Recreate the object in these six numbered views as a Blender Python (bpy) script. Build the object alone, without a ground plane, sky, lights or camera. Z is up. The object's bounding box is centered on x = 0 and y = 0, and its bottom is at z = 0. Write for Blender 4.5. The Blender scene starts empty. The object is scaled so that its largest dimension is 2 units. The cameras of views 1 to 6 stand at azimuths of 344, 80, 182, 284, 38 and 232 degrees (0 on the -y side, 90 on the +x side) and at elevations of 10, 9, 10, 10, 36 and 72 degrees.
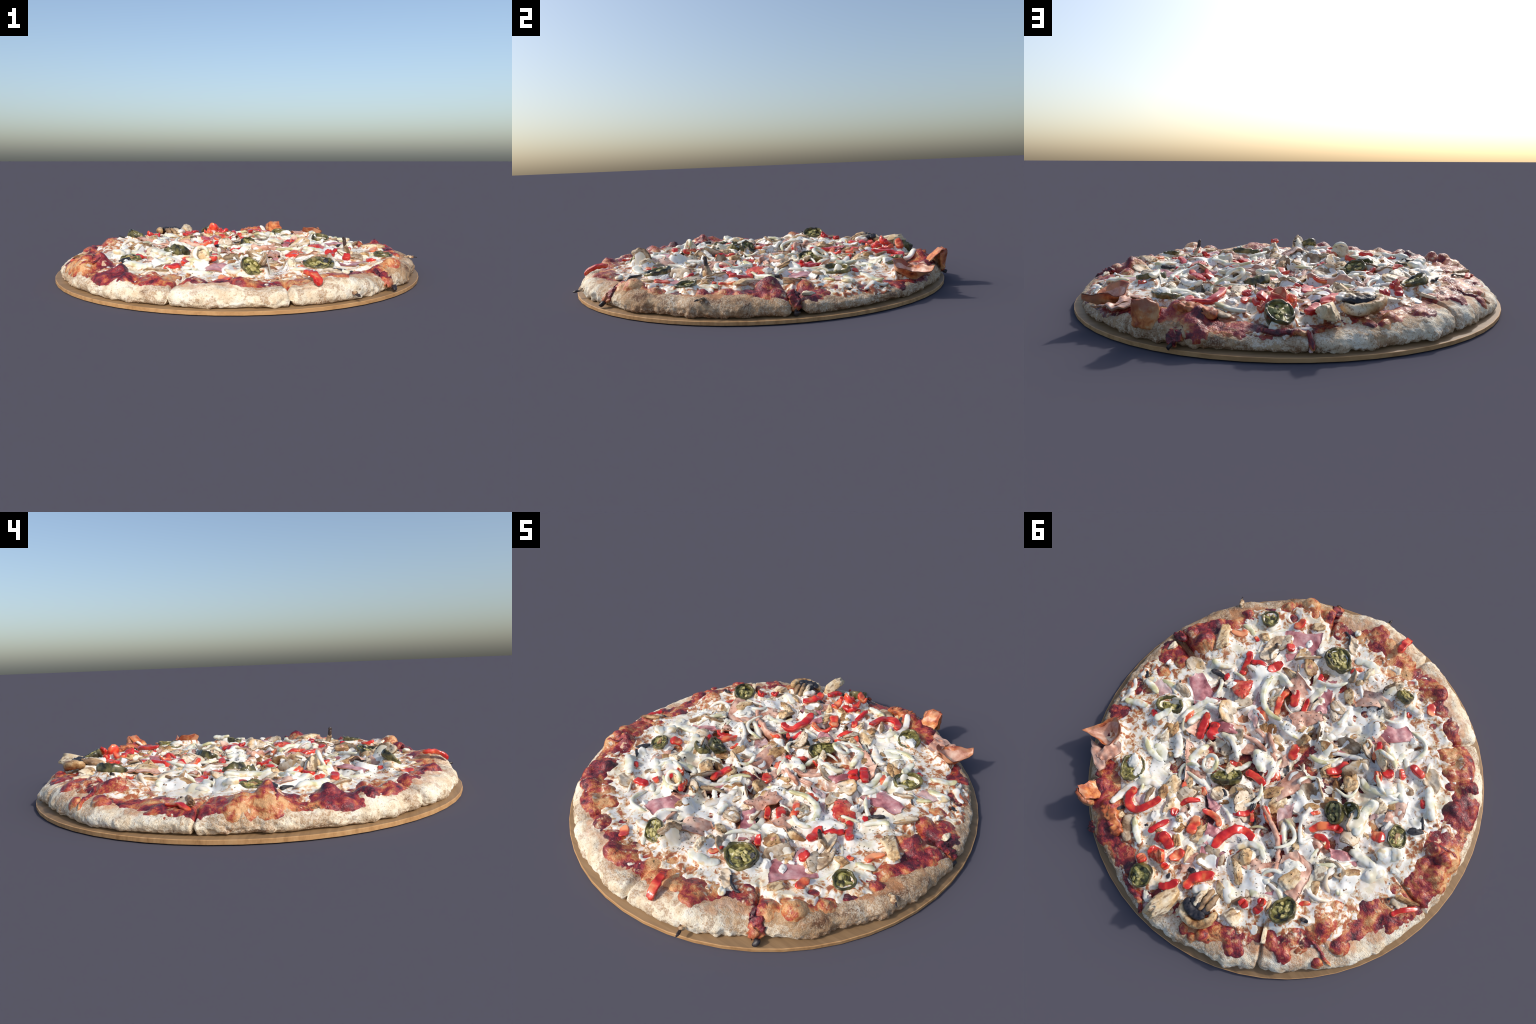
"""A whole supreme pizza on a round wooden board.

The dough, the sauce and the melted cheese are three layers over one height
rule (plateau, raised rim, baked lumps, knife cuts).  Every topping is a mesh of
its own, laid on the pizza in the order in which a cook would scatter them; each
new piece rests on what already lies there.
"""
import bpy
import math
import numpy as np
from mathutils import Vector
from mathutils.bvhtree import BVHTree

RNG = np.random.default_rng(11)

# strips of red pepper: centre line, width, height, lift of the centre line above what it lies on
RED_PEPPER = [
    (((.525, .179), (.493, .256)), .031, .02, .008),
    (((.644, .343), (.607, .354)), .031, .022, .009),
    (((.451, .138), (.408, .2), (.373, .255)), .04, .028, .016),
    (((.386, .132), (.362, .168), (.34, .214)), .054, .024, .018),
    (((.376, .144), (.337, .209)), .04, .022, .009),
    (((.745, -.241), (.707, -.269), (.701, -.309)), .031, .02, .008),
    (((.65, -.321), (.619, -.318)), .025, .014, .006),
    (((.593, -.238), (.566, -.217), (.534, -.16), (.523, -.13)), .038, .026, .01),
    (((.543, -.211), (.506, -.239), (.46, -.256)), .029, .022, .014),
    (((.443, -.246), (.443, -.29), (.437, -.336)), .045, .024, .01),
    (((.492, -.407), (.463, -.441)), .043, .032, .018),
    (((.564, -.518), (.553, -.554), (.56, -.587)), .038, .024, .01),
    (((.574, -.085), (.556, -.047)), .025, .016, .006),
    (((.322, -.087), (.284, -.076), (.237, -.076)), .045, .028, .011),
    (((.299, -.268), (.285, -.2), (.238, -.132)), .034, .026, .014),
    (((.271, -.293), (.243, -.26), (.211, -.224)), .045, .028, .016),
    (((.269, -.46), (.24, -.417)), .029, .022, .009),
    (((.2, -.313), (.177, -.274), (.154, -.243)), .029, .02, .008),
    (((.168, -.57), (.158, -.614), (.138, -.629)), .027, .016, .006),
    (((-.182, -.64), (-.208, -.648)), .027, .016, .006),
    (((-.222, -.773), (-.265, -.726)), .049, .014, .006),
    (((.232, .578), (.241, .641), (.255, .692), (.286, .715), (.325, .708), (.349, .678), (.354, .641)), .038, .026, .022),
    (((.235, .437), (.209, .467)), .029, .022, .009),
    (((.162, .393), (.122, .405)), .029, .022, .016),
    (((.159, .526), (.149, .483), (.118, .437)), .027, .02, .008),
    (((.154, .58), (.124, .557)), .043, .024, .014),
    (((.059, .495), (.033, .533), (.009, .573)), .052, .032, .018),
    (((.061, .457), (.024, .433), (-.021, .43), (-.048, .447)), .031, .024, .012),
]
# more strips and dice of red pepper
RED_PEPPER_MORE = [
    (((.137, .719), (.135, .666), (.126, .611)), .027, .022, .016),
    (((.106, .702), (.064, .694)), .049, .026, .01),
    (((.093, .673), (.05, .676), (.006, .68)), .052, .032, .02),
    (((.067, .762), (.016, .749)), .058, .034, .016),
    (((.017, .764), (-.007, .727)), .067, .04, .03),
    (((-.035, .714), (-.036, .677), (-.041, .643)), .047, .03, .02),
    (((.079, .819), (.03, .815)), .047, .032, .034),
    (((-.024, .755), (-.059, .754)), .036, .024, .01),
    (((-.112, .527), (-.097, .46), (-.109, .39), (-.149, .359), (-.198, .357)), .047, .026, .012),
    (((.185, .205), (.129, .172)), .027, .022, .009),
    (((.092, .177), (.047, .153), (-.016, .144)), .04, .026, .014),
    (((.038, -.11), (.022, -.067), (-.008, -.048)), .047, .028, .011),
    (((-.159, -.125), (-.185, -.173), (-.191, -.242)), .04, .03, .018),
    (((-.04, .354), (-.067, .317), (-.088, .265)), .029, .02, .008),
    (((-.087, .281), (-.124, .31)), .022, .018, .007),
    (((-.11, .216), (-.154, .236), (-.198, .248)), .031, .024, .01),
    (((-.329, .122), (-.349, .069), (-.387, .025), (-.434, .011)), .038, .026, .014),
    (((-.366, .127), (-.398, .099), (-.454, .111)), .04, .026, .01),
    (((-.274, .065), (-.296, .024)), .022, .014, .006),
    (((-.26, .251), (-.297, .27)), .029, .02, .008),
    (((-.215, -.423), (-.243, -.385), (-.259, -.342)), .031, .034, .04),
    (((-.379, -.419), (-.424, -.39)), .029, .022, .009),
    (((-.397, -.468), (-.446, -.47), (-.481, -.475)), .04, .028, .014),
    (((-.333, -.286), (-.353, -.311)), .067, .036, .014),
    (((-.348, -.328), (-.373, -.374)), .049, .026, .01),
    (((-.558, -.396), (-.592, -.363)), .031, .016, .006),
    (((-.534, -.087), (-.588, -.122)), .054, .024, .014),
    (((-.383, .579), (-.425, .573)), .04, .028, .014),
    (((-.435, .515), (-.468, .5)), .036, .036, .024),
    (((-.462, .514), (-.461, .563)), .036, .022, .009),
    (((-.563, .38), (-.594, .338)), .022, .016, .006),
    (((-.862, .086), (-.875, .04), (-.916, -.027)), .027, .016, .006),
    (((-.094, .827), (-.124, .794), (-.135, .743)), .04, .028, .024),
    (((-.182, .739), (-.171, .688), (-.192, .638), (-.22, .599)), .047, .026, .022),
]
# onion and pale cheese strips
ONION = [
    (((.866, .308), (.824, .343), (.812, .38), (.804, .439)), .025, .014, .006),
    (((.789, .42), (.739, .383), (.682, .352)), .038, .02, .008),
    (((.815, .272), (.762, .267), (.708, .269)), .034, .018, .007),
    (((.754, .206), (.697, .187), (.642, .196)), .029, .016, .006),
    (((.812, .268), (.768, .232)), .031, .016, .006),
    (((.578, .369), (.578, .319), (.57, .268)), .034, .024, .05),
    (((.515, .258), (.525, .179), (.508, .108), (.475, .059)), .029, .02, .016),
    (((.468, .25), (.475, .192), (.46, .125)), .038, .022, .016),
    (((.68, -.06), (.625, -.074), (.58, -.121)), .031, .02, .018),
    (((.748, -.32), (.702, -.33), (.662, -.324)), .031, .016, .006),
    (((.314, -.274), (.36, -.287), (.4, -.268), (.402, -.226), (.379, -.17), (.329, -.121), (.263, -.102), (.189, -.123)), .029, .022, .034),
    (((.336, -.439), (.285, -.387)), .025, .018, .014),
    (((.194, -.422), (.196, -.36), (.182, -.31)), .034, .018, .012),
    (((.549, -.248), (.591, -.312), (.618, -.405), (.588, -.484)), .016, .008, .003),
    (((.145, -.23), (.112, -.233)), .027, .016, .006),
    (((.017, -.429), (-.002, -.369), (-.006, -.334)), .027, .018, .007),
    (((.179, -.115), (.13, -.142)), .043, .026, .016),
    (((.209, -.639), (.166, -.674), (.116, -.682), (.077, -.67)), .049, .018, .008),
    (((.336, -.751), (.307, -.765)), .04, .02, .008),
    (((-.109, -.668), (-.171, -.676), (-.232, -.685)), .038, .026, .018),
    (((-.12, -.757), (-.161, -.698)), .027, .016, .006),
    (((.551, .457), (.484, .478), (.43, .475), (.393, .461)), .027, .016, .012),
    (((.486, .442), (.43, .435), (.385, .444)), .054, .014, .006),
    (((.457, .317), (.401, .352), (.353, .404)), .04, .026, .03),
    (((.317, .237), (.314, .316), (.309, .377)), .036, .022, .022),
    (((.244, .727), (.184, .763), (.12, .785)), .031, .02, .012),
    (((.356, .775), (.377, .72), (.375, .632), (.333, .566), (.274, .554)), .038, .022, .012),
    (((.268, .401), (.205, .385), (.151, .372)), .022, .018, .024),
    (((-.037, .501), (-.051, .573)), .036, .018, .007),
]
# more onion and pale cheese strips
ONION_MORE = [
    (((.325, .158), (.277, .135), (.215, .147), (.162, .169)), .027, .024, .032),
    (((.144, .064), (.099, .091), (.041, .122)), .045, .028, .034),
    (((.117, .122), (.12, .172), (.135, .214)), .027, .018, .022),
    (((.083, .071), (.037, .054)), .034, .03, .028),
    (((-.086, -.408), (-.053, -.343), (-.039, -.286), (-.032, -.237)), .043, .022, .02),
    (((-.069, -.242), (-.083, -.18), (-.09, -.126)), .04, .02, .014),
    (((-.098, -.211), (-.142, -.253), (-.214, -.295)), .022, .016, .016),
    (((-.172, -.266), (-.22, -.293), (-.284, -.286)), .029, .018, .02),
    (((-.151, -.24), (-.151, -.166)), .031, .016, .012),
    (((-.251, .057), (-.267, .112), (-.304, .16), (-.355, .194), (-.369, .145)), .02, .018, .03),
    (((-.118, .018), (-.119, -.029), (-.16, -.073)), .022, .016, .024),
    (((-.42, -.204), (-.436, -.126), (-.487, -.022)), .047, .026, .022),
    (((-.52, .037), (-.586, .019), (-.658, 0)), .045, .026, .018),
    (((-.141, .05), (-.208, .051)), .022, .018, .014),
    (((-.245, -.431), (-.306, -.423), (-.362, -.39)), .025, .022, .04),
    (((-.292, -.242), (-.348, -.235), (-.408, -.267), (-.446, -.307)), .038, .022, .016),
    (((-.406, -.375), (-.46, -.343), (-.509, -.305)), .04, .022, .012),
    (((-.532, -.458), (-.592, -.408), (-.66, -.352)), .043, .026, .014),
    (((-.326, -.487), (-.345, -.425)), .031, .016, .006),
    (((-.352, -.476), (-.403, -.434)), .025, .02, .008),
    (((-.621, -.039), (-.695, -.126)), .067, .04, .022),
    (((-.661, .068), (-.698, -.022)), .054, .024, .01),
    (((-.264, .576), (-.31, .594), (-.36, .627)), .045, .022, .014),
    (((-.318, .434), (-.359, .472), (-.408, .521)), .054, .022, .012),
    (((-.373, .455), (-.404, .424)), .027, .02, .016),
    (((-.176, .447), (-.201, .388), (-.249, .357), (-.305, .373)), .034, .022, .014),
    (((-.214, .72), (-.249, .653)), .04, .03, .036),
    (((-.624, .216), (-.652, .195)), .034, .022, .012),
    (((-.344, -.438), (-.325, -.392)), .02, .014, .008),
]
# lumps of melted cheese: centre, half length, half width, heading, height, lift
CHEESE_LUMP = [
    ((.499, -.052), .025, .02, -1.491, .026, .03),
    ((.373, -.539), .025, .018, -.86, .034, .012),
    ((.474, .566), .04, .027, -1.31, .034, .024),
    ((.414, .601), .045, .027, -.756, .022, .006),
    ((-.01, .616), .036, .027, -2.065, .026, .006),
    ((.191, .644), .036, .027, -.958, .026, .008),
    ((.823, .12), .016, .011, -1.473, .016, .016),
    ((.44, -.52), .025, .016, -1.33, .014, .012),
    ((.448, -.474), .018, .011, -3.008, .012, .012),
    ((-.311, -.563), .02, .017, -2.252, .03, .012),
    ((-.08, .898), .04, .022, 3.051, .02, 0),
    ((-.513, .609), .027, .022, 2.996, .014, 0),
    ((.28, -.354), .031, .02, -2.242, .022, .008),
    ((-.725, -.064), .022, .018, -2.26, .014, .004),
    ((-.551, -.175), .031, .022, -1.249, .024, .01),
]
# chunks of mushroom and roast vegetable: centre, half length, half width, heading, height, lift
MUSHROOM_CHUNK = [
    ((.257, .508), .06, .045, -1.155, .05, .012),
    ((.518, .333), .027, .043, -1.116, .03, .01),
    ((.492, .378), .04, .025, -1.872, .034, .012),
    ((.489, .321), .049, .018, -.785, .026, .01),
    ((.081, .561), .058, .02, -1.068, .026, .008),
    ((-.076, .139), .058, .034, -2.093, .044, .014),
    ((-.149, .151), .045, .027, -1.378, .026, .008),
    ((.089, -.164), .063, .043, -2.444, .038, .012),
    ((.08, -.207), .036, .027, -1.511, .034, .014),
    ((.195, -.066), .031, .027, -2.252, .032, .012),
    ((-.283, -.181), .058, .034, -.785, .044, .016),
    ((-.251, -.117), .045, .022, -.887, .026, .008),
    ((-.095, -.358), .036, .022, -2.252, .024, .006),
    ((.482, -.628), .036, .025, -2.061, .03, .008),
    ((.753, -.19), .074, .036, -.872, .034, .014),
    ((.38, -.053), .04, .022, -1.151, .028, .008),
    ((.088, -.27), .049, .02, -2.147, .026, .01),
    ((-.51, -.067), .034, .018, -2.799, .026, .014),
    ((-.412, .656), .052, .038, -3.094, .046, .014),
    ((-.458, .338), .063, .054, -1.478, .044, .03),
    ((-.264, .499), .067, .022, 2.668, .03, .016),
    ((-.542, .272), .072, .022, -.885, .03, .016),
    ((-.609, .162), .049, .016, 2.857, .024, .01),
    ((-.173, .851), .083, .047, -1.618, .085, .055),
    ((.301, .784), .027, .02, -1.706, .026, .006),
    ((.433, .277), .031, .027, -1.872, .024, .008),
    ((.07, .613), .031, .022, -2.246, .022, .006),
    ((.317, -.164), .027, .022, -2.255, .02, .006),
    ((-.487, .496), .04, .016, -1.212, .026, .014),
    ((.151, .231), .036, .02, -.977, .03, .04),
    ((-.571, .59), .049, .013, -.854, .02, .012),
    ((-.302, -.39), .022, .018, -2.249, .022, .006),
    ((.894, .047), .034, .018, -1.267, .03, 0),
    ((-.842, -.003), .067, .016, -2.593, .024, .012),
    ((-.056, .303), .031, .013, -2.084, .016, .008),
    ((.045, .353), .027, .018, -2.249, .014, .004),
    ((-.281, -.209), .031, .022, -.887, .02, .004),
    ((.095, -.625), .043, .022, -1.197, .055, .014),
    ((.096, -.573), .027, .018, -1.893, .04, .012),
    ((.122, .582), .027, .02, -.801, .024, .012),
]
# flat mushroom slices: centre, half length, half width, heading, thickness, lift, tilt, shape
MUSHROOM_SLICE = [
    ((.636, .16), .049, .027, -3.123, .016, .02, .5, 'plain'),
    ((.552, -.378), .065, .034, -1.571, .018, .012, .25, 'cap'),
    ((.348, -.411), .054, .043, -.837, .018, .012, .2, 'cap'),
    ((.397, .056), .063, .047, -.489, .018, .03, .45, 'cap'),
    ((.145, -.317), .045, .019, -1.358, .016, .014, .3, 'plain'),
    ((.327, -.203), .034, .027, -1.88, .018, .02, .5, 'plain'),
    ((.284, -.693), .056, .027, -.798, .022, .006, .1, 'cap'),
    ((.224, .781), .067, .038, -.77, .016, .01, .15, 'cap'),
    ((.166, .431), .038, .029, -2.249, .018, .016, .3, 'cap'),
    ((-.192, -.004), .065, .043, -2.902, .016, .022, .35, 'cap'),
    ((.091, .353), .038, .031, -1.155, .018, .016, .2, 'plain'),
    ((.13, -.045), .036, .029, -1.529, .016, .01, .2, 'plain'),
    ((-.205, -.357), .049, .034, -.884, .018, .03, .9, 'plain'),
    ((-.521, -.489), .067, .043, 2.554, .014, .008, .1, 'cap'),
    ((-.536, .166), .074, .043, -2.605, .024, .024, .35, 'cap'),
    ((-.231, .456), .054, .031, -1.994, .02, .02, .4, 'cap'),
    ((.064, -.375), .058, .027, -.745, .024, .012, .15, 'plain'),
    ((-.462, -.269), .049, .013, -1.488, .02, .014, .3, 'plain'),
    ((-.847, .024), .043, .025, -2.614, .016, .008, .2, 'cap'),
    ((-.426, .43), .031, .022, -1.732, .014, .012, .2, 'plain'),
    ((.36, -.248), .034, .027, -2.442, .016, .014, .2, 'plain'),
    ((.285, .612), .045, .013, -1.126, .016, .03, .8, 'plain'),
    ((-.046, -.662), .056, .036, -1.792, .024, .055, 1.05, 'cap'),
    ((.246, .183), .034, .027, -1.153, .014, .01, .2, 'plain'),
    ((.473, -.213), .031, .018, -3.084, .016, .006, .2, 'plain'),
    ((-.606, .2), .036, .022, -2.26, .016, .006, .1, 'plain'),
    ((.006, -.282), .027, .018, -2.252, .018, .006, .2, 'plain'),
]
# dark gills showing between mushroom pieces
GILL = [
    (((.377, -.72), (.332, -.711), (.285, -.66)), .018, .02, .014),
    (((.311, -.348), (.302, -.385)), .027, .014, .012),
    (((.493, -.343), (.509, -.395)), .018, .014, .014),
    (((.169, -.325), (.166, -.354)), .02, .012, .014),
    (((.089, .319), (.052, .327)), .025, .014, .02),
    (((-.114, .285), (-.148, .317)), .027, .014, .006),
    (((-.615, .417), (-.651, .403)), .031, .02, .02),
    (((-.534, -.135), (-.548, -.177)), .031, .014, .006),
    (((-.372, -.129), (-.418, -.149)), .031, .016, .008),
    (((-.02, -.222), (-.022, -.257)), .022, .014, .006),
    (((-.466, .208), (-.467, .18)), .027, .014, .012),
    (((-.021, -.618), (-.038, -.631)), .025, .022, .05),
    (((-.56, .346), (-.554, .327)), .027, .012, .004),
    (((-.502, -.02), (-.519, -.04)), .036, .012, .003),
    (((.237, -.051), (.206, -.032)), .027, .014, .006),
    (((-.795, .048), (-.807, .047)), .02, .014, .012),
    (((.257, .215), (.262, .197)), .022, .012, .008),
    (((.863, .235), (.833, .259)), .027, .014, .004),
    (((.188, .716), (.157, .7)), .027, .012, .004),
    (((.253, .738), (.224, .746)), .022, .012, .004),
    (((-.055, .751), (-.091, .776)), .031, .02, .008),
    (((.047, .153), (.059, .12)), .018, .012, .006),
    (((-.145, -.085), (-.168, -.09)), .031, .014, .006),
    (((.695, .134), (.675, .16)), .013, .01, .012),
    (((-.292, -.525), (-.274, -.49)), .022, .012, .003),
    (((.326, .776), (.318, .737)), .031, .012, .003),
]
# pieces of ham: four corners, lift of each corner, ruffle height, tone
HAM = [
    (((.687, .089), (.657, .022), (.474, .046), (.536, .16)), (.016, .012, .006, .006), .006, 'pink'),
    (((.578, -.473), (.439, -.621), (.367, -.52), (.44, -.364)), (.004, .012, .006, .004), .004, 'pink'),
    (((.402, -.157), (.35, -.14), (.243, -.006), (.327, -.018)), (.016, .008, .012, .02), .008, 'pale'),
    (((.239, -.448), (.179, -.487), (.076, -.335), (.126, -.289)), (.004, .004, .012, .014), .006, 'pink'),
    (((.322, .155), (.231, .051), (.094, .027), (.185, .147)), (.02, .024, .02, .012), .008, 'tan'),
    (((-.15, -.609), (-.313, -.577), (-.248, -.47), (-.162, -.364)), (.006, .012, .034, .02), .006, 'pink'),
    (((-.097, -.28), (-.182, -.353), (-.212, -.326), (-.124, -.226)), (.006, .008, .012, .006), .006, 'pink'),
    (((-.339, .301), (-.363, .229), (-.521, .285), (-.416, .394)), (.012, .04, .024, .008), .006, 'tan'),
    (((-.453, .104), (-.562, .012), (-.601, .062), (-.499, .132)), (.02, .012, .006, .014), .008, 'pink'),
    (((-.064, .682), (-.076, .597), (-.176, .572), (-.111, .716)), (.008, .012, .014, .012), .01, 'tan'),
    (((.346, .671), (.335, .605), (.257, .592), (.263, .689)), (.006, .008, .008, .004), .006, 'pale'),
    (((-.413, .487), (-.416, .422), (-.466, .401), (-.472, .434)), (.006, .01, .01, .004), .006, 'pink'),
    (((.119, .391), (.029, .371), (.016, .415), (.063, .427)), (.014, .006, .004, .014), .008, 'pink'),
    (((-.179, -.262), (-.226, -.288), (-.261, -.245), (-.227, -.219)), (.012, .014, .012, .006), .006, 'pink'),
    (((-.139, .178), (-.182, .095), (-.28, .21), (-.218, .229)), (.012, .012, .006, .006), .01, 'pale'),
    (((.475, -.158), (.443, -.215), (.411, -.151), (.422, -.104)), (.006, .01, .006, .006), .006, 'pale'),
    (((.043, .019), (.04, -.063), (-.011, -.015), (.003, .033)), (.012, .014, .006, .006), .006, 'tan'),
    (((-.507, .288), (-.417, .219), (-.463, .183), (-.486, .253)), (.008, .012, .006, .006), .006, 'pale'),
    (((.802, .27), (.757, .205), (.658, .204), (.695, .267)), (.012, .006, .006, .006), .006, 'pale'),
    (((-.444, -.168), (-.446, -.215), (-.485, -.174), (-.474, -.124)), (.01, .01, .006, .006), .006, 'pale'),
]
# upright folded edges of ham
HAM_FOLD = [
    (((-.1, .225), (-.171, .238), (-.244, .256), (-.304, .29), (-.341, .329)), .025, .05, .024),
    (((-.324, .306), (-.369, .356), (-.39, .413)), .025, .036, .016),
    (((.237, -.003), (.149, -.006), (.098, .011), (.044, .024)), .027, .034, .022),
    (((.182, -.038), (.129, -.014), (.074, .006)), .022, .036, .028),
    (((.245, .076), (.181, .042), (.105, .036)), .022, .028, .03),
    (((.236, .005), (.173, -0)), .022, .03, .02),
    (((-.373, .232), (-.457, .261), (-.513, .282)), .018, .02, .02),
    (((-.162, -.376), (-.16, -.492), (-.153, -.589)), .018, .014, .014),
]
# drips of sauce over the rim
SAUCE_DRIP = [
    (((-.721, .436), (-.779, .435), (-.809, .443), (-.855, .438)), .018, .016, .006),
    (((.055, .919), (-.004, .937), (-.062, .934), (-.102, .94)), .027, .022, .008),
    (((-.102, .94), (-.111, .957), (-.124, .977)), .018, .03, 0),
    (((-.769, -.29), (-.823, -.313), (-.868, -.319)), .018, .01, .004),
]
# baked lumps of sauce near the rim: centre, half length, half width, heading, height, how much sauce shows
LUMP = [
    ((.861, .005), .036, .036, -2.258, 0, .6),
    ((.806, -.099), .067, .067, -2.258, .05, 1),
    ((.883, -.086), .04, .04, -2.258, .03, 1),
    ((.779, .058), .049, .045, -2.258, .032, 1),
    ((.803, .175), .049, .045, -2.258, .018, 1),
    ((.859, .111), .04, .036, -2.242, .016, 1),
    ((.741, .451), .04, .036, -2.268, .01, .8),
    ((.643, .447), .031, .031, -2.239, .006, .5),
    ((.802, .492), .031, .031, -2.268, .008, 1),
    ((.763, .3), .036, .022, -2.255, .006, .7),
    ((.817, .323), .027, .054, -2.242, .006, 1),
    ((.782, -.293), .036, .031, -2.246, .016, 1),
    ((.791, -.385), .029, .029, -2.261, .024, 1),
    ((.604, -.671), .045, .036, -2.246, .034, 1),
    ((.504, -.728), .049, .04, -2.258, .026, 1),
    ((.676, -.583), .031, .027, -2.273, .014, .9),
    ((.61, -.555), .027, .027, -2.246, .01, .8),
    ((.411, -.702), .049, .049, -2.258, .006, 1.2),
    ((.55, -.652), .022, .022, -2.258, .012, 1),
    ((.85, -.21), .058, .027, -1.667, .01, .9),
    ((.251, -.834), .054, .036, -2.258, .006, 1.2),
    ((.206, -.799), .049, .04, -2.258, .012, 1.2),
    ((.143, -.83), .04, .049, -2.242, .01, 1.2),
    ((.031, -.835), .049, .027, -2.255, .006, 1),
    ((-.012, -.809), .036, .031, -2.242, .006, 1.1),
    ((.133, -.727), .031, .031, -2.255, .004, .8),
    ((.037, -.74), .027, .027, -2.255, .004, .8),
    ((-.147, -.836), .049, .04, -2.255, .016, 1.1),
    ((-.155, -.769), .027, .022, -2.252, .006, .9),
    ((-.205, -.855), .04, .045, -2.255, .022, 1.1),
    ((-.268, -.781), .049, .04, -2.268, .01, 1),
    ((-.313, -.705), .025, .022, -2.252, .01, .9),
    ((-.379, -.753), .049, .054, -2.252, .024, 1.1),
    ((-.01, -.507), .063, .036, -1.88, .008, .9),
    ((.049, -.475), .045, .036, -2.255, .006, .9),
    ((-.389, -.75), .045, .049, -2.252, .02, 1),
    ((-.475, -.647), .054, .04, -2.252, .03, 1.1),
    ((-.55, -.684), .049, .054, -2.266, .022, 1),
    ((-.544, -.592), .058, .04, -2.249, .026, 1.1),
    ((-.593, -.544), .025, .02, -2.232, .012, .9),
    ((-.655, -.613), .045, .036, -2.249, .03, 1),
    ((-.681, -.472), .052, .049, -2.246, .04, 1.2),
    ((-.755, -.481), .049, .058, -2.246, .02, 1),
    ((-.676, -.54), .049, .04, -2.263, .004, 1),
    ((-.754, -.539), .036, .045, -2.246, .012, .9),
]
# more baked lumps
LUMP_MORE = [
    ((-.775, -.268), .067, .063, -2.26, .055, 1.1),
    ((-.841, -.278), .072, .067, -2.26, .045, 1.1),
    ((-.781, -.183), .049, .049, -2.228, .02, 1),
    ((-.855, -.198), .072, .049, -2.242, .04, 1.1),
    ((-.818, -.125), .049, .04, -2.242, .014, 1),
    ((-.885, -.079), .034, .036, -2.242, .012, 1),
    ((-.906, -.173), .036, .031, -2.274, .016, 1),
    ((-.815, -.067), .027, .036, -2.242, .008, 1),
    ((-.787, .124), .04, .04, -2.257, .012, .9),
    ((-.858, .102), .036, .04, -2.257, .014, 1),
    ((-.793, .17), .04, .036, -2.242, .012, .9),
    ((-.727, .158), .049, .04, -2.242, .004, .5),
    ((-.885, .109), .027, .027, -2.257, .01, 1),
    ((-.863, -.313), .045, .058, -2.246, .01, .8),
    ((-.783, -.013), .027, .022, -2.242, .004, .5),
    ((-.824, .353), .049, .045, -2.238, .026, 1),
    ((-.811, .478), .029, .027, -2.253, .02, 1),
    ((-.687, .569), .027, .036, -2.238, .018, 1),
    ((-.653, .481), .04, .04, -2.242, .02, 1),
    ((-.651, .529), .04, .036, -2.257, .014, 1),
    ((-.711, .474), .018, .018, -2.257, .01, .9),
    ((-.699, .346), .076, .067, -2.257, .05, .9),
    ((-.673, .245), .049, .036, -2.257, .014, .8),
    ((-.606, .585), .04, .027, -2.257, .012, 1),
    ((-.51, .716), .049, .036, -1.402, .018, 1),
    ((-.553, .722), .027, .027, -2.257, .014, 1),
    ((-.459, .709), .045, .036, -2.238, .02, 1),
    ((-.439, .607), .036, .04, -2.257, .006, .7),
    ((-.42, .744), .04, .031, -2.257, .012, 1),
    ((-.392, .805), .04, .036, -2.257, .018, 1),
    ((-.371, .843), .027, .022, -2.238, .014, 1),
    ((-.315, .854), .018, .027, -2.257, .014, 1),
    ((.064, .881), .027, .049, -2.26, .01, 1),
    ((.294, .879), .04, .067, -2.232, .02, 1.1),
    ((.464, .705), .04, .031, -2.249, .008, 1.1),
    ((.496, .751), .031, .036, -2.249, .016, 1.1),
    ((.137, .859), .036, .04, -2.246, .006, 1.1),
    ((.667, .679), .04, .04, -2.252, .01, .7),
    ((.284, .918), .04, .049, -2.246, .014, 1.1),
    ((.358, .787), .04, .054, -1.107, .045, 1),
    ((.287, .834), .045, .067, -.945, .04, 1),
    ((-.615, -.316), .02, .013, -2.246, .004, .7),
    ((-.662, -.302), .022, .018, -2.246, .004, .7),
    ((-.694, -.253), .022, .02, -2.246, .004, .7),
    ((-.561, -.316), .022, .018, -2.263, .004, .6),
    ((-.451, -.407), .018, .036, -2.249, .004, .6),
    ((-.323, .556), .018, .022, -2.26, .004, .5),
    ((-.681, -.346), .016, .013, -2.246, .003, .5),
    ((.048, -.683), .018, .018, -2.255, .003, .5),
    ((-.066, -.779), .022, .018, -2.255, .003, .5),
    ((-.005, .088), .049, .036, -2.249, .008, 1),
    ((-.115, .075), .04, .027, -2.263, .004, .7),
    ((-.008, .006), .018, .049, -2.249, .003, .8),
]
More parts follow.
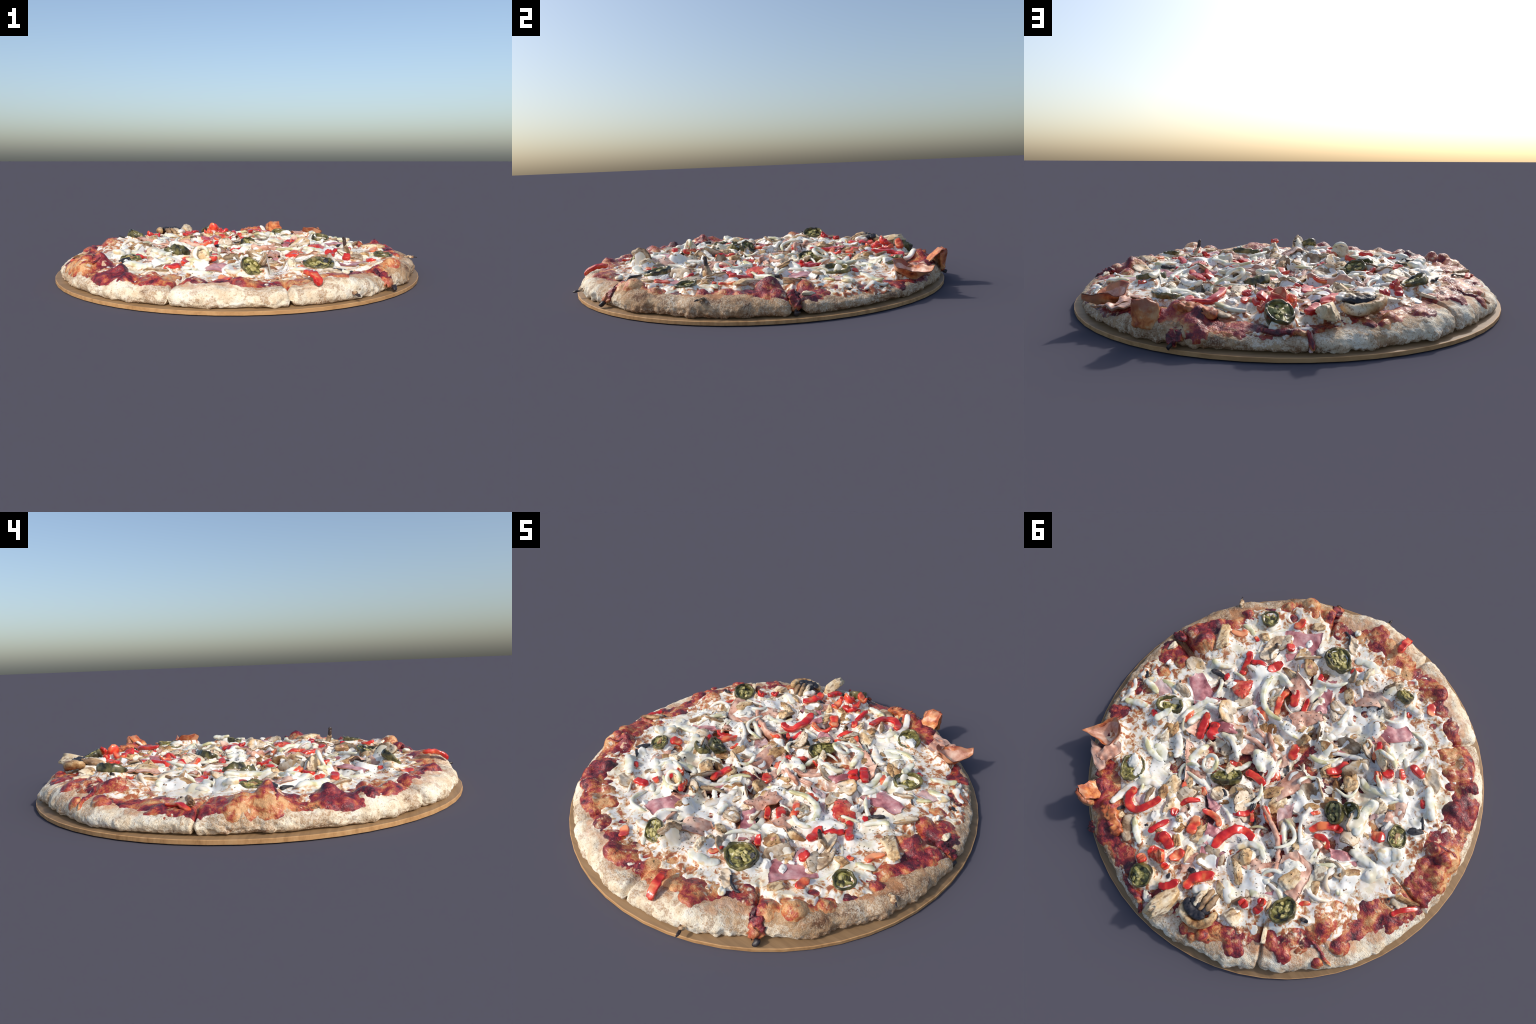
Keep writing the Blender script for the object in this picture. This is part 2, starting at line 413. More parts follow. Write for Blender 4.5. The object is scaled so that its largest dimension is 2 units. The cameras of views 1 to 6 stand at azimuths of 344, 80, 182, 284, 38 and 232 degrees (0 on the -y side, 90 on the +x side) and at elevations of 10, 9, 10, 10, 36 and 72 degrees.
# pickled chilli rings: centre, half sizes, heading, height, lift, tilt angle, tilt heading, filling
CHILLI = [
    ((.267, -.572), .075, .064, 3.085, .05, .018, .2, 1.373, 'seeds'),
    ((.68, -.448), .049, .045, -1.154, .02, .014, .12, 2.159, 'open'),
    ((.607, .259), .067, .049, -2.457, .044, .02, .25, 2.191, 'open'),
    ((.455, .599), .072, .056, -1.023, .03, .014, .25, 1.256, 'cheese'),
    ((-0, .858), .058, .052, -1.128, .046, .03, .5, -1.128, 'full'),
    ((-.543, .455), .067, .052, -1.571, .044, .02, .45, 2.976, 'seeds'),
    ((-.617, -.173), .058, .045, -.923, .03, .004, .12, .896, 'full'),
    ((-.343, -.025), .06, .047, 2.778, .04, .034, .7, -2.246, 'full'),
    ((-.388, -.095), .047, .036, 2.944, .034, .03, .6, -1.899, 'open'),
    ((.123, .264), .074, .04, -2.171, .04, .03, .5, 2.473, 'full'),
    ((-.113, -.686), .054, .043, -.905, .034, .034, .75, 1.761, 'full'),
]

# ------------------------------------------------------------------ noise
_P = np.random.default_rng(5).permutation(512)
_P = np.concatenate([_P, _P, _P])
_G = np.random.default_rng(6).normal(size=(512, 3))
_G /= np.linalg.norm(_G, axis=1)[:, None]


def noise(p, scale=1.0, seed=0.0):
    """gradient noise of an (n, 3) array, about -1..1"""
    p = np.asarray(p, float) * scale + seed * 17.31
    i = np.floor(p).astype(int)
    f = p - i
    u = f * f * f * (f * (f * 6 - 15) + 10)
    i &= 511
    out = 0.0
    for dx in (0, 1):
        wx = u[:, 0] if dx else 1 - u[:, 0]
        for dy in (0, 1):
            wy = u[:, 1] if dy else 1 - u[:, 1]
            for dz in (0, 1):
                wz = u[:, 2] if dz else 1 - u[:, 2]
                g = _G[_P[_P[_P[(i[:, 0] + dx) & 511] + ((i[:, 1] + dy) & 511)] + ((i[:, 2] + dz) & 511)] & 511]
                d = f - np.array([dx, dy, dz])
                out = out + wx * wy * wz * (g * d).sum(1)
    return out * 1.6


def noise2(x, y, scale, seed=0.0):
    x, y = np.broadcast_arrays(np.asarray(x, float), np.asarray(y, float))
    return noise(np.stack([x.ravel(), y.ravel(), np.full(x.size, 0.37)], 1), scale, seed).reshape(x.shape)


def smooth(t):
    t = np.clip(t, 0, 1)
    return t * t * (3 - 2 * t)


def around(table, theta):
    """smooth periodic interpolation of (degree, value) pairs"""
    a = sorted(table)
    d = np.array([p[0] for p in a], float)
    v = np.array([p[1] for p in a], float)
    d = np.concatenate([[d[-1] - 360], d, [d[0] + 360]])
    v = np.concatenate([[v[-1]], v, [v[0]]])
    t = (np.degrees(theta) + 180) % 360 - 180
    k = np.clip(np.searchsorted(d, t, side="right") - 1, 0, len(d) - 2)
    return v[k] + (v[k + 1] - v[k]) * smooth((t - d[k]) / (d[k + 1] - d[k]))


# ------------------------------------------------------------------ the pizza's base
BOARD_TOP = 0.018
EDGE_RADIUS = [(-177, .962), (-159, .962), (-141, .972), (-126, .968), (-104, .972), (-90, .966), (-72, .975), (-60, .946), (-48, .972),
               (-33, .962), (-14, .966), (3, .968), (19, .966), (30, .962), (48, .965), (66, .972), (81, .962), (96, .970), (113, .965), (126, .968), (141, .963), (167, .972)]
CREST_HEIGHT = [(-180, .088), (-165, .088), (-150, .092), (-133, .102), (-120, .092), (-103, .104), (-90, .092), (-75, .118), (-60, .092), (-46, .118), (-30, .100),
                (-17, .100), (0, .088), (12, .080), (25, .074), (40, .078), (52, .090), (65, .104), (75, .082), (86, .066), (97, .072), (108, .090), (122, .100), (135, .090), (150, .078), (165, .076)]
SAUCE_REACH = [(180, .945), (-165, .95), (-150, .935), (-130, .925), (-118, .90), (-105, .895), (-90, .885), (-75, .875), (-60, .87), (-47, .92), (-35, .90), (-22, .875),
               (-8, .93), (2, .945), (15, .89), (28, .93), (42, .955), (55, .94), (64, .957), (74, .955), (86, .957), (97, .958), (108, .885), (122, .885), (135, .87), (150, .865), (165, .92)]
CHEESE_REACH = [(180, .83), (-165, .80), (-150, .81), (-130, .83), (-112, .83), (-98, .80), (-85, .77), (-72, .76), (-58, .80), (-45, .83), (-30, .84), (-18, .78),
                (-5, .76), (6, .78), (18, .88), (30, .90), (42, .86), (55, .80), (68, .80), (82, .85), (95, .84), (110, .80), (125, .80), (140, .80), (155, .83), (168, .80)]
CUTS = [(-0.5, .042, .64), (-57.5, .012, .70), (-90.5, .016, .80), (-122.5, .012, .55), (-177, .010, .72), (133.4, .012, .70), (97, .012, .84), (55, .012, .86)]

_L = [l for l in LUMP + LUMP_MORE]


def lumps(x, y):
    """height of the baked lumps and how much of them is bare of cheese"""
    h = np.zeros_like(x)
    s = np.zeros_like(x)
    n = noise2(x, y, 10, 3) * .42 + noise2(x, y, 26, 4) * .22
    for (cx, cy), a, b, ang, hh, bare in _L:
        k = (np.abs(x - cx) < 2.2 * a) & (np.abs(y - cy) < 2.2 * a)
        if not k.any():
            continue
        dx, dy = x[k] - cx, y[k] - cy
        u = (dx * math.cos(ang) + dy * math.sin(ang)) / a
        v = (-dx * math.sin(ang) + dy * math.cos(ang)) / b
        d = np.sqrt(u * u + v * v) * (1 + n[k])
        g = np.exp(-(d / 0.82) ** 2.0)
        h[k] = np.sqrt(h[k] ** 2 + (hh * min(1.0, math.sqrt(a * b) / .045) * g) ** 2)
        s[k] = np.maximum(s[k], bare * np.exp(-(d / 1.05) ** 3.5))
    h = h * (1 + .30 * noise2(x, y, 18, 9) + .14 * noise2(x, y, 44, 10)) + swell(x, y)
    return h, s


def knife(x, y):
    """depth of the knife cuts"""
    th, r = np.degrees(np.arctan2(y, x)), np.hypot(x, y)
    out = np.zeros_like(x)
    for deg, width, start in CUTS:
        w = noise2(x, y, 9, 8) * .012
        off = np.radians((th - deg + 180) % 360 - 180) * r + w
        inside = smooth((r - start) / .1)
        out = np.maximum(out, inside * np.exp(-(off / width * 1.6) ** 2) * (.016 + .9 * width))
    return out


SWELLS = [(-.62, .49, .17, .042), (.10, -.62, .07, .020), (-.70, -.38, .11, .010), (-.78, -.17, .15, .016), (.02, .90, .10, .014), (.56, -.22, .14, .006), (.0, .05, .34, .012), (.0, .05, .10, -.012), (.36, -.46, .22, -.014), (-.32, .74, .10, .010), (.30, .36, .16, -.008), (.52, .80, .09, .016), (.72, -.20, .10, .010)]


def plateau(r):
    return .060 + .030 * smooth(r / .62) - .003 * smooth((r - .65) / .2)


def swell(x, y):
    return sum(h * np.exp(-((x - cx) ** 2 + (y - cy) ** 2) / (w * w)) for cx, cy, w, h in SWELLS)


def dough_profile(th, n_in=60, n_out=34, n_low=16):
    """rows of (r, z, looseness) from the middle of the pizza over the rim to its underside"""
    re, zc = around(EDGE_RADIUS, th), around(CREST_HEIGHT, th)
    c, s = np.cos(th), np.sin(th)
    re = re + .004 + .007 * noise2(c, s, 7, 1) + .006 * noise2(c, s, 19, 2)
    rc = re - .085 - .02 * noise2(c, s, 4, 5)
    zb = .042 + .007 * noise2(c, s, 6, 7)
    rows = []
    for t in np.linspace(0, 1, n_in):
        q = 1 - (1 - t) ** 1.6
        r = .02 + (rc - .02) * q
        rows.append((r, plateau(r) + (zc - plateau(r)) * smooth((r - rc + .15) / .15)))
    for t in np.linspace(0, 1, n_out + 1)[1:]:
        p = t * math.pi / 2
        rows.append((rc + (re - rc) * math.sin(p) ** .9, zb + (zc - zb) * math.cos(p) ** .78))
    for t in np.linspace(0, 1, n_low + 1)[1:]:
        p = t * math.pi / 2
        rows.append((re - .022 * (1 - math.cos(p)), zb - (zb - BOARD_TOP - .004) * math.sin(p)))
    return np.array([r for r, z in rows]), np.array([z for r, z in rows])


def dough_relief(x, y, z):
    p = np.stack([x, y, z], 1)
    r = np.hypot(x, y)
    low = smooth((.075 - z) / .03)
    return (.011 * noise(p, 6, 1) + .0045 * noise(p, 16, 2) + .0022 * noise(p, 44, 3) + .0014 * noise(p, 110, 4)
            + low * (.006 * noise(p, 26, 6) + .005 * noise(p, 60, 7)) * (.35 + 1.3 * smooth(.5 + noise(p, 3, 8))))


def sauce_signal(x, y, s):
    r, th = np.hypot(x, y), np.arctan2(y, x)
    n = noise2(x, y, 8, 21) * 1.3 + noise2(x, y, 27, 22) * .7 + noise2(x, y, 64, 23) * .6
    ring = (around(SAUCE_REACH, th) - .012 - r) / .022 + n
    return np.maximum(np.clip(ring, -1.6, 1.4), 3.2 * s - 1.5 + .5 * n)


def cheese_signal(x, y, s):
    r, th = np.hypot(x, y), np.arctan2(y, x)
    n = noise2(x, y, 6.5, 31) * 1.5 + noise2(x, y, 20, 32) * .9 + noise2(x, y, 52, 33) * .5
    ring = (around(CHEESE_REACH, th) + .03 - r) / .045 + n
    gap = np.clip(noise2(x, y, 12, 35) + .5 * noise2(x, y, 30, 36) + .20, 0, 1) * smooth((.66 - r) / .25)
    ring = np.minimum(ring, 1.6) - 9 * gap
    return np.clip(ring, -1.6, 1.6) - 2.7 * np.clip(s - .16, 0, 1)


def cheese_relief(x, y):
    return (.0045 * noise2(x, y, 7, 41) + .0045 * noise2(x, y, 17, 42) + .0014 * noise2(x, y, 36, 43) + .0004 * noise2(x, y, 90, 44)
            + .0035 * np.abs(noise2(x * 1.4, y * .8, 15, 45)))


STEP = .0045
_AX = np.arange(-.99, .99 + STEP / 2, STEP)
GX, GY = np.meshgrid(_AX, _AX, indexing="ij")
GH, GS = lumps(GX, GY)
GR, GT = np.hypot(GX, GY), np.arctan2(GY, GX)


def dough_top_grid():
    re, zc = around(EDGE_RADIUS, GT), around(CREST_HEIGHT, GT)
    rc = re - .085
    z_in = plateau(GR) + (zc - plateau(GR)) * smooth((GR - rc + .15) / .15)
    t = np.clip((GR - rc) / (re - rc), 0, 1)
    return np.where(GR < rc, z_in, .042 + (zc - .042) * np.sqrt(np.clip(1 - t ** 2.2, 0, 1))) + GH


GCUT = knife(GX, GY)
GD = dough_top_grid()
GQ = cheese_signal(GX, GY, GS)
GC = GD + .005 + np.where(GQ > 0, .009, .014) * np.clip(GQ, -1.2, 1) + cheese_relief(GX, GY) * smooth((GQ + .8) / 1.2) - GCUT * .9
SURF = np.maximum(GC, GD + .003)
# hollows between the toppings: the cheese sank where nothing holds it up
HOLLOW = .016 * smooth((.74 - GR) / .16) * smooth(.55 + .9 * noise2(GX, GY, 9, 51) + .4 * noise2(GX, GY, 24, 52))
GC = GC - HOLLOW


def sample(grid, x, y):
    u = np.clip((np.asarray(x) + .99) / STEP, 0, len(_AX) - 1.001)
    v = np.clip((np.asarray(y) + .99) / STEP, 0, len(_AX) - 1.001)
    i, j = u.astype(int), v.astype(int)
    a, b = u - i, v - j
    return (grid[i, j] * (1 - a) + grid[i + 1, j] * a) * (1 - b) + (grid[i, j + 1] * (1 - a) + grid[i + 1, j + 1] * a) * b


def blur(g, sigma):
    k = np.fft.fftfreq(g.shape[0], STEP)
    f = np.exp(-2 * (math.pi * sigma) ** 2 * (k[:, None] ** 2 + k[None, :] ** 2))
    return np.real(np.fft.ifft2(np.fft.fft2(g) * f))


TOP = SURF.copy()          # what already lies on the pizza


def settle(v):
    """remember where the piece lies, so that later pieces rest on it"""
    u = np.round((v[:, 0] + .99) / STEP).astype(int)
    w = np.round((v[:, 1] + .99) / STEP).astype(int)
    k = (u >= 1) & (w >= 1) & (u < len(_AX) - 1) & (w < len(_AX) - 1)
    for du in (-1, 0, 1):
        for dw in (-1, 0, 1):
            np.maximum.at(TOP, (u[k] + du, w[k] + dw), v[k, 2])


def rest(x, y, share=.38):
    return (1 - share) * sample(SURF, x, y) + share * sample(TOP, x, y) - .006 * smooth((.82 - np.hypot(x, y)) / .2)


# ------------------------------------------------------------------ materials
def rgb(r, g, b):
    return (r, g, b, 1.0)


class Nodes:
    def __init__(self, name, rough=.5, spec=.5, coat=0.0):
        self.mat = bpy.data.materials.new(name)
        self.mat.use_nodes = True
        self.t = self.mat.node_tree
        self.bsdf = self.t.nodes["Principled BSDF"]
        self.bsdf.inputs["Roughness"].default_value = rough
        self.bsdf.inputs["Specular IOR Level"].default_value = spec
        self.bsdf.inputs["Coat Weight"].default_value = coat
        self.bsdf.inputs["Coat Roughness"].default_value = .18
        tc = self.t.nodes.new("ShaderNodeTexCoord")
        self.co = tc.outputs["Object"]

    def new(self, kind, **inputs):
        n = self.t.nodes.new(kind)
        for k, v in inputs.items():
            s = n.inputs[int(k[1:])] if k[0] == "_" else n.inputs[k.replace("_", " ")]
            if hasattr(v, "is_linked") or hasattr(v, "links"):
                self.t.links.new(v, s)
            else:
                s.default_value = v
        return n

    def vary(self):
        """shift the texture from piece to piece"""
        info = self.t.nodes.new("ShaderNodeObjectInfo")
        self.random = info.outputs["Random"]
        sc = self.new("ShaderNodeVectorMath", _0=self.co)
        m = self.math("MULTIPLY", self.random, 37.0)
        self.t.links.new(m, sc.inputs[1])
        self.co = sc.outputs[0]
        return self

    def stretch(self, sx, sy, sz):
        m = self.new("ShaderNodeMapping", Vector=self.co, Scale=(sx, sy, sz))
        return m.outputs[0]

    def math(self, op, a, b=0.0, clamp=False):
        n = self.t.nodes.new("ShaderNodeMath")
        n.operation = op
        n.use_clamp = clamp
        for s, v in zip(n.inputs, (a, b)):
            if hasattr(v, "links"):
                self.t.links.new(v, s)
            else:
                s.default_value = v
        return n.outputs[0]

    def noise(self, scale, detail=4, rough=.55, co=None, distort=0.0):
        n = self.new("ShaderNodeTexNoise", Vector=co or self.co, Scale=scale, Detail=detail, Roughness=rough, Distortion=distort)
        return n.outputs["Fac"]

    def voronoi(self, scale, co=None, feature="F1"):
        n = self.new("ShaderNodeTexVoronoi", Vector=co or self.co, Scale=scale)
        n.feature = feature
        return n.outputs["Distance"]

    def ramp(self, fac, *stops):
        n = self.new("ShaderNodeValToRGB", Fac=fac)
        e = n.color_ramp.elements
        while len(e) < len(stops):
            e.new(.5)
        for s, (p, c) in zip(e, stops):
            s.position = p
            s.color = c if len(c) == 4 else rgb(*c)
        return n.outputs[0]

    def step(self, fac, lo, hi):
        n = self.new("ShaderNodeMapRange", Value=fac)
        n.interpolation_type = "SMOOTHSTEP"
        n.inputs["From Min"].default_value = lo
        n.inputs["From Max"].default_value = hi
        return n.outputs[0]

    def mix(self, fac, a, b):
        n = self.t.nodes.new("ShaderNodeMix")
        n.data_type = "RGBA"
        for s, v in zip((n.inputs[0], n.inputs[6], n.inputs[7]), (fac, a, b)):
            if hasattr(v, "links"):
                self.t.links.new(v, s)
            else:
                s.default_value = v
        return n.outputs[2]

    def radius(self):
        sep = self.new("ShaderNodeSeparateXYZ", Vector=self.co)
        x = self.math("MULTIPLY", sep.outputs[0], sep.outputs[0])
        y = self.math("MULTIPLY", sep.outputs[1], sep.outputs[1])
        return self.math("SQRT", self.math("ADD", x, y))

    def bump(self, height, strength, distance=.01):
        b = self.new("ShaderNodeBump", Height=height, Strength=strength, Distance=distance)
        self.t.links.new(b.outputs[0], self.bsdf.inputs["Normal"])

    def done(self, colour, sss=0.0, rough=None):
        if hasattr(colour, "links"):
            self.t.links.new(colour, self.bsdf.inputs["Base Color"])
        else:
            self.bsdf.inputs["Base Color"].default_value = colour
        if rough is not None:
            self.t.links.new(rough, self.bsdf.inputs["Roughness"])
        if sss:
            self.bsdf.inputs["Subsurface Weight"].default_value = sss
            self.bsdf.inputs["Subsurface Radius"].default_value = (.02, .012, .008)
            self.bsdf.inputs["Subsurface Scale"].default_value = .5
        return self.mat


def board_material(top):
    m = Nodes("board_top_wood" if top else "board_edge_wood", rough=.55, spec=.3)
    g = m.noise(3.0, 5, .6, m.stretch(1.2, 14, 6))
    fine = m.noise(9.0, 4, .6, m.stretch(1, 30, 4))
    if top:
        col = m.ramp(g, (.3, (.21, .125, .060)), (.55, (.27, .165, .080)), (.75, (.31, .195, .10)))
    else:
        col = m.ramp(g, (.3, (.36, .19, .075)), (.5, (.50, .28, .12)), (.72, (.56, .34, .16)))
    dark = m.step(fine, .62, .75)
    col = m.mix(m.math("MULTIPLY", dark, .35), col, rgb(.20, .10, .04))
    m.bump(fine, .12, .004)
    return m.done(col)


def dough_material():
    m = Nodes("baked_dough", rough=.72, spec=.3)
    speck = m.noise(175, 3, .7)
    grain = m.noise(75, 3, .65)
    fine = m.noise(260, 2, .6)
    patch = m.noise(4.5, 3, .55)
    mid = m.noise(17, 4, .6)
    flour = m.ramp(mid, (.36, (.72, .57, .39)), (.48, (.87, .77, .59)), (.62, (.90, .86, .75)))
    tan = m.ramp(grain, (.38, (.13, .055, .022)), (.5, (.30, .15, .065)), (.62, (.52, .34, .18)))
    # browner (+x, +y) side, its colour deepened further for the shade lying there
    xyz = m.new("ShaderNodeSeparateXYZ", Vector=m.co)
    side = m.math("ADD", m.math("MULTIPLY", xyz.outputs[0], .80), m.math("MULTIPLY", xyz.outputs[1], .42))
    side = m.step(m.math("ADD", side, m.math("MULTIPLY", m.math("SUBTRACT", patch, .5), 1.6)), -.15, .42)
    brown = m.step(m.math("ADD", patch, m.math("MULTIPLY", m.math("SUBTRACT", mid, .5), .9)), .49, .57)
    amount = m.math("ADD", m.math("MULTIPLY", brown, .62), m.math("MULTIPLY", side, .66), True)
    level = m.math("ADD", m.math("ADD", speck, m.math("MULTIPLY", m.math("SUBTRACT", grain, .5), .7)), m.math("MULTIPLY", amount, .20))
    speckle = m.step(level, .585, .69)
    col = m.mix(m.math("MULTIPLY", speckle, .72), flour, tan)
    col = m.mix(m.math("MULTIPLY", amount, .80), col, m.ramp(mid, (.38, (.23, .10, .042)), (.5, (.38, .21, .095)), (.62, (.54, .36, .20))))
    scorch = m.step(m.math("ADD", m.noise(7.5, 4, .6, m.stretch(1, 1, 2.2)), m.math("MULTIPLY", side, .05)), .60, .72)
    col = m.mix(m.math("MULTIPLY", scorch, m.math("ADD", m.math("MULTIPLY", speckle, .5), .3)), col, rgb(.10, .035, .018))
    # browned, drier foot where the dough sat on the stone
    foot = m.math("SUBTRACT", 1.0, m.step(m.math("ADD", xyz.outputs[2], m.math("MULTIPLY", m.math("SUBTRACT", mid, .5), .07)), .028, .050))
    col = m.mix(m.math("MULTIPLY", foot, m.math("ADD", m.math("MULTIPLY", speckle, .6), .12)), col, rgb(.20, .09, .04))
    # oil and sauce stain where the toppings begin
    stain = m.step(m.math("ADD", m.math("SUBTRACT", .93, m.radius()), m.math("MULTIPLY", m.math("SUBTRACT", m.noise(14, 4, .6), .5), .28)), .0, .06)
    col = m.mix(m.math("MULTIPLY", stain, .62), col, rgb(.50, .20, .075))
    m.bump(m.math("ADD", m.math("ADD", grain, speck), m.math("MULTIPLY", fine, .5)), .6, .006)
    return m.done(col)


def sauce_material(strands=True):
    m = Nodes("baked_sauce" if strands else "sauce_drip", rough=.34, spec=.5, coat=.08)
    a = m.noise(13, 4, .6, distort=.6)
    b = m.noise(42, 5, .62, distort=.8)
    c = m.noise(150, 3, .6)
    t = m.math("ADD", m.math("MULTIPLY", a, .70), m.math("MULTIPLY", b, .30))
    t = m.math("ADD", t, m.math("MULTIPLY", m.math("SUBTRACT", m.noise(4.5, 3, .5), .5), .55))
    col = m.ramp(t, (.37, (.060, .010, .018)), (.44, (.17, .016, .026)), (.49, (.33, .032, .034)), (.53, (.44, .085, .038)), (.58, (.56, .20, .065)), (.64, (.68, .38, .17)))
    char = m.step(m.math("ADD", m.noise(20, 4, .65, distort=.5), m.math("MULTIPLY", m.math("SUBTRACT", c, .5), .25)), .60, .70)
    col = m.mix(m.math("MULTIPLY", char, .85), col, rgb(.045, .012, .014))
    wet = m.step(m.noise(6, 3, .5), .56, .64)
    col = m.mix(m.math("MULTIPLY", wet, .5), col, rgb(.33, .022, .030))
    # strands of cheese that ran over the sauce, thicker towards the middle
    r = m.radius() if strands else 1.1
    strand = m.math("ADD", m.math("ADD", m.noise(9, 4, .6, distort=.4), m.math("MULTIPLY", m.math("SUBTRACT", m.noise(34, 4, .62, distort=.6), .5), .8)), m.math("MULTIPLY", m.math("MINIMUM", m.math("SUBTRACT", .86, r), .10), .6))
    white = m.step(strand, .64, .74)
    halo = m.step(strand, .56, .68)
    col = m.mix(m.math("MULTIPLY", halo, .6), col, rgb(.66, .36, .16))
    col = m.mix(m.math("MULTIPLY", white, .85), col, rgb(.78, .68, .55))
    m.bump(m.math("ADD", m.math("MULTIPLY", b, 1.0), m.math("MULTIPLY", c, 1.0)), .6, .006)
    return m.done(col, rough=m.ramp(m.noise(60, 3), (.38, (.16, .16, .16)), (.62, (.52, .52, .52))))


def cheese_material():
    m = Nodes("melted_cheese", rough=.23, spec=.5)
    r = m.radius()
    a = m.noise(9, 4, .6, distort=.4)
    b = m.noise(34, 4, .62, distort=.6)
    c = m.noise(80, 3, .6)
    col = m.ramp(a, (.36, (.78, .70, .52)), (.48, (.88, .85, .77)), (.62, (.85, .83, .79)))
    # fat and sauce shimmering through thin places
    thin = m.step(m.math("ADD", m.math("MULTIPLY", a, .45), m.math("MULTIPLY", b, .55)), .50, .66)
    col = m.mix(m.math("MULTIPLY", thin, .62), col, rgb(.68, .48, .27))
    blush = m.step(m.noise(5.5, 4, .6), .47, .62)
    col = m.mix(m.math("MULTIPLY", blush, .22), col, rgb(.72, .56, .52))
    veins = m.step(m.noise(26, 5, .65, distort=1.2), .54, .66)
    col = m.mix(m.math("MULTIPLY", veins, .78), col, rgb(.44, .22, .09))
    # browned flecks, more of them towards the rim
    out = m.step(r, .42, .80)
    spot = m.math("ADD", b, m.math("MULTIPLY", m.math("SUBTRACT", a, .5), .7))
    spot = m.math("ADD", spot, m.math("MULTIPLY", m.math("SUBTRACT", r, .70), .35))
    near = m.step(spot, .47, .61)
    core = m.step(spot, .56, .66)
    col = m.mix(m.math("MULTIPLY", near, m.math("ADD", m.math("MULTIPLY", out, .45), .34)), col, rgb(.66, .38, .12))
    col = m.mix(m.math("MULTIPLY", core, m.math("ADD", m.math("MULTIPLY", out, .62), .34)), col, rgb(.36, .095, .04))
    # brown painted into the crowded middle, partly crevice shadow darkening the cheese
    mid = m.math("SUBTRACT", 1.0, m.step(r, .2, .62))
    red = m.step(m.noise(15, 4, .6, distort=.5), .46, .60)
    col = m.mix(m.math("MULTIPLY", m.math("MULTIPLY", mid, red), .80), col, rgb(.46, .20, .09))
    m.bump(m.math("ADD", b, m.math("MULTIPLY", c, .4)), .2, .005)
    return m.done(col, sss=.08)


def smear_material():
    m = Nodes("stringy_cheese", rough=.21, spec=.5)
    a = m.noise(9, 4, .6, distort=.4)
    b = m.noise(34, 4, .62, distort=.6)
    col = m.ramp(a, (.36, (.78, .71, .53)), (.48, (.88, .86, .79)), (.62, (.85, .84, .80)))
    fat = m.step(m.math("ADD", m.math("MULTIPLY", a, .4), m.math("MULTIPLY", b, .6)), .53, .66)
    col = m.mix(m.math("MULTIPLY", fat, .6), col, rgb(.68, .44, .18))
    m.bump(b, .15, .005)
    return m.done(col, sss=.08)


def pepper_material():
    m = Nodes("red_pepper_flesh", rough=.22, spec=.55, coat=.3).vary()
    a = m.noise(16, 3, .5)
    col = m.ramp(m.math("ADD", a, m.math("MULTIPLY", m.math("SUBTRACT", m.random, .5), .22)),
                 (.34, (.44, .010, .014)), (.48, (.66, .022, .016)), (.58, (.74, .060, .030)), (.70, (.80, .20, .06)))
    pale = m.step(m.noise(30, 3, .6), .62, .74)
    col = m.mix(m.math("MULTIPLY", pale, .45), col, rgb(.85, .42, .26))
    m.bump(m.noise(40, 3), .15, .004)
    return m.done(col, sss=.05)


def pepper_flesh_material():
    m = Nodes("red_pepper_cut_face", rough=.25, spec=.5, coat=.2).vary()
    a = m.noise(20, 3, .5)
    col = m.ramp(m.math("ADD", a, m.math("MULTIPLY", m.math("SUBTRACT", m.random, .5), .25)),
                 (.36, (.48, .018, .018)), (.48, (.62, .045, .028)), (.58, (.72, .12, .045)), (.70, (.80, .32, .15)))
    m.bump(m.noise(50, 3), .2, .004)
    return m.done(col, sss=.05)


def onion_material():
    m = Nodes("onion_flesh", rough=.3, spec=.5).vary()
    a = m.noise(13, 3, .5, m.stretch(1, 1, 1))
    col = m.ramp(a, (.36, (.56, .52, .28)), (.45, (.76, .74, .56)), (.56, (.86, .85, .76)), (.66, (.76, .61, .36)))
    tint = m.step(m.random, .66, .8)
    col = m.mix(m.math("MULTIPLY", tint, .3), col, rgb(.74, .66, .70))
    brown = m.step(m.noise(45, 4, .6), .62, .72)
    col = m.mix(m.math("MULTIPLY", brown, .35), col, rgb(.55, .34, .15))
    m.bump(m.noise(60, 3), .15, .003)
    return m.done(col, sss=.12)


def mushroom_material():
    m = Nodes("mushroom_flesh", rough=.45, spec=.45).vary()
    a = m.noise(11, 4, .6)
    b = m.noise(48, 4, .65, m.stretch(1, .35, 1))
    t = m.math("ADD", a, m.math("MULTIPLY", m.math("SUBTRACT", m.random, .5), .26))
    col = m.ramp(t, (.34, (.24, .105, .035)), (.43, (.50, .29, .12)), (.53, (.71, .51, .28)), (.66, (.82, .71, .52)))
    br = m.step(b, .52, .63)
    col = m.mix(m.math("MULTIPLY", br, .75), col, rgb(.20, .095, .04))
    m.bump(m.math("ADD", b, m.noise(90, 3)), .45, .005)
    return m.done(col, sss=.04)


def slice_material():
    m = Nodes("mushroom_slice_face", rough=.5, spec=.4).vary()
    a = m.noise(10, 4, .6)
    b = m.noise(40, 4, .65, m.stretch(.3, 1, 1))
    t = m.math("ADD", a, m.math("MULTIPLY", m.math("SUBTRACT", m.random, .5), .20))
    col = m.ramp(t, (.36, (.20, .115, .06)), (.45, (.48, .35, .22)), (.56, (.73, .62, .47)), (.68, (.62, .40, .19)))
    br = m.step(b, .52, .63)
    col = m.mix(m.math("MULTIPLY", br, .7), col, rgb(.20, .125, .075))
    m.bump(b, .4, .005)
    return m.done(col)


def skin_material():
    m = Nodes("mushroom_skin", rough=.5).vary()
    col = m.ramp(m.noise(20, 4, .6), (.35, (.13, .075, .04)), (.55, (.36, .22, .11)), (.7, (.58, .42, .25)))
    return m.done(col)


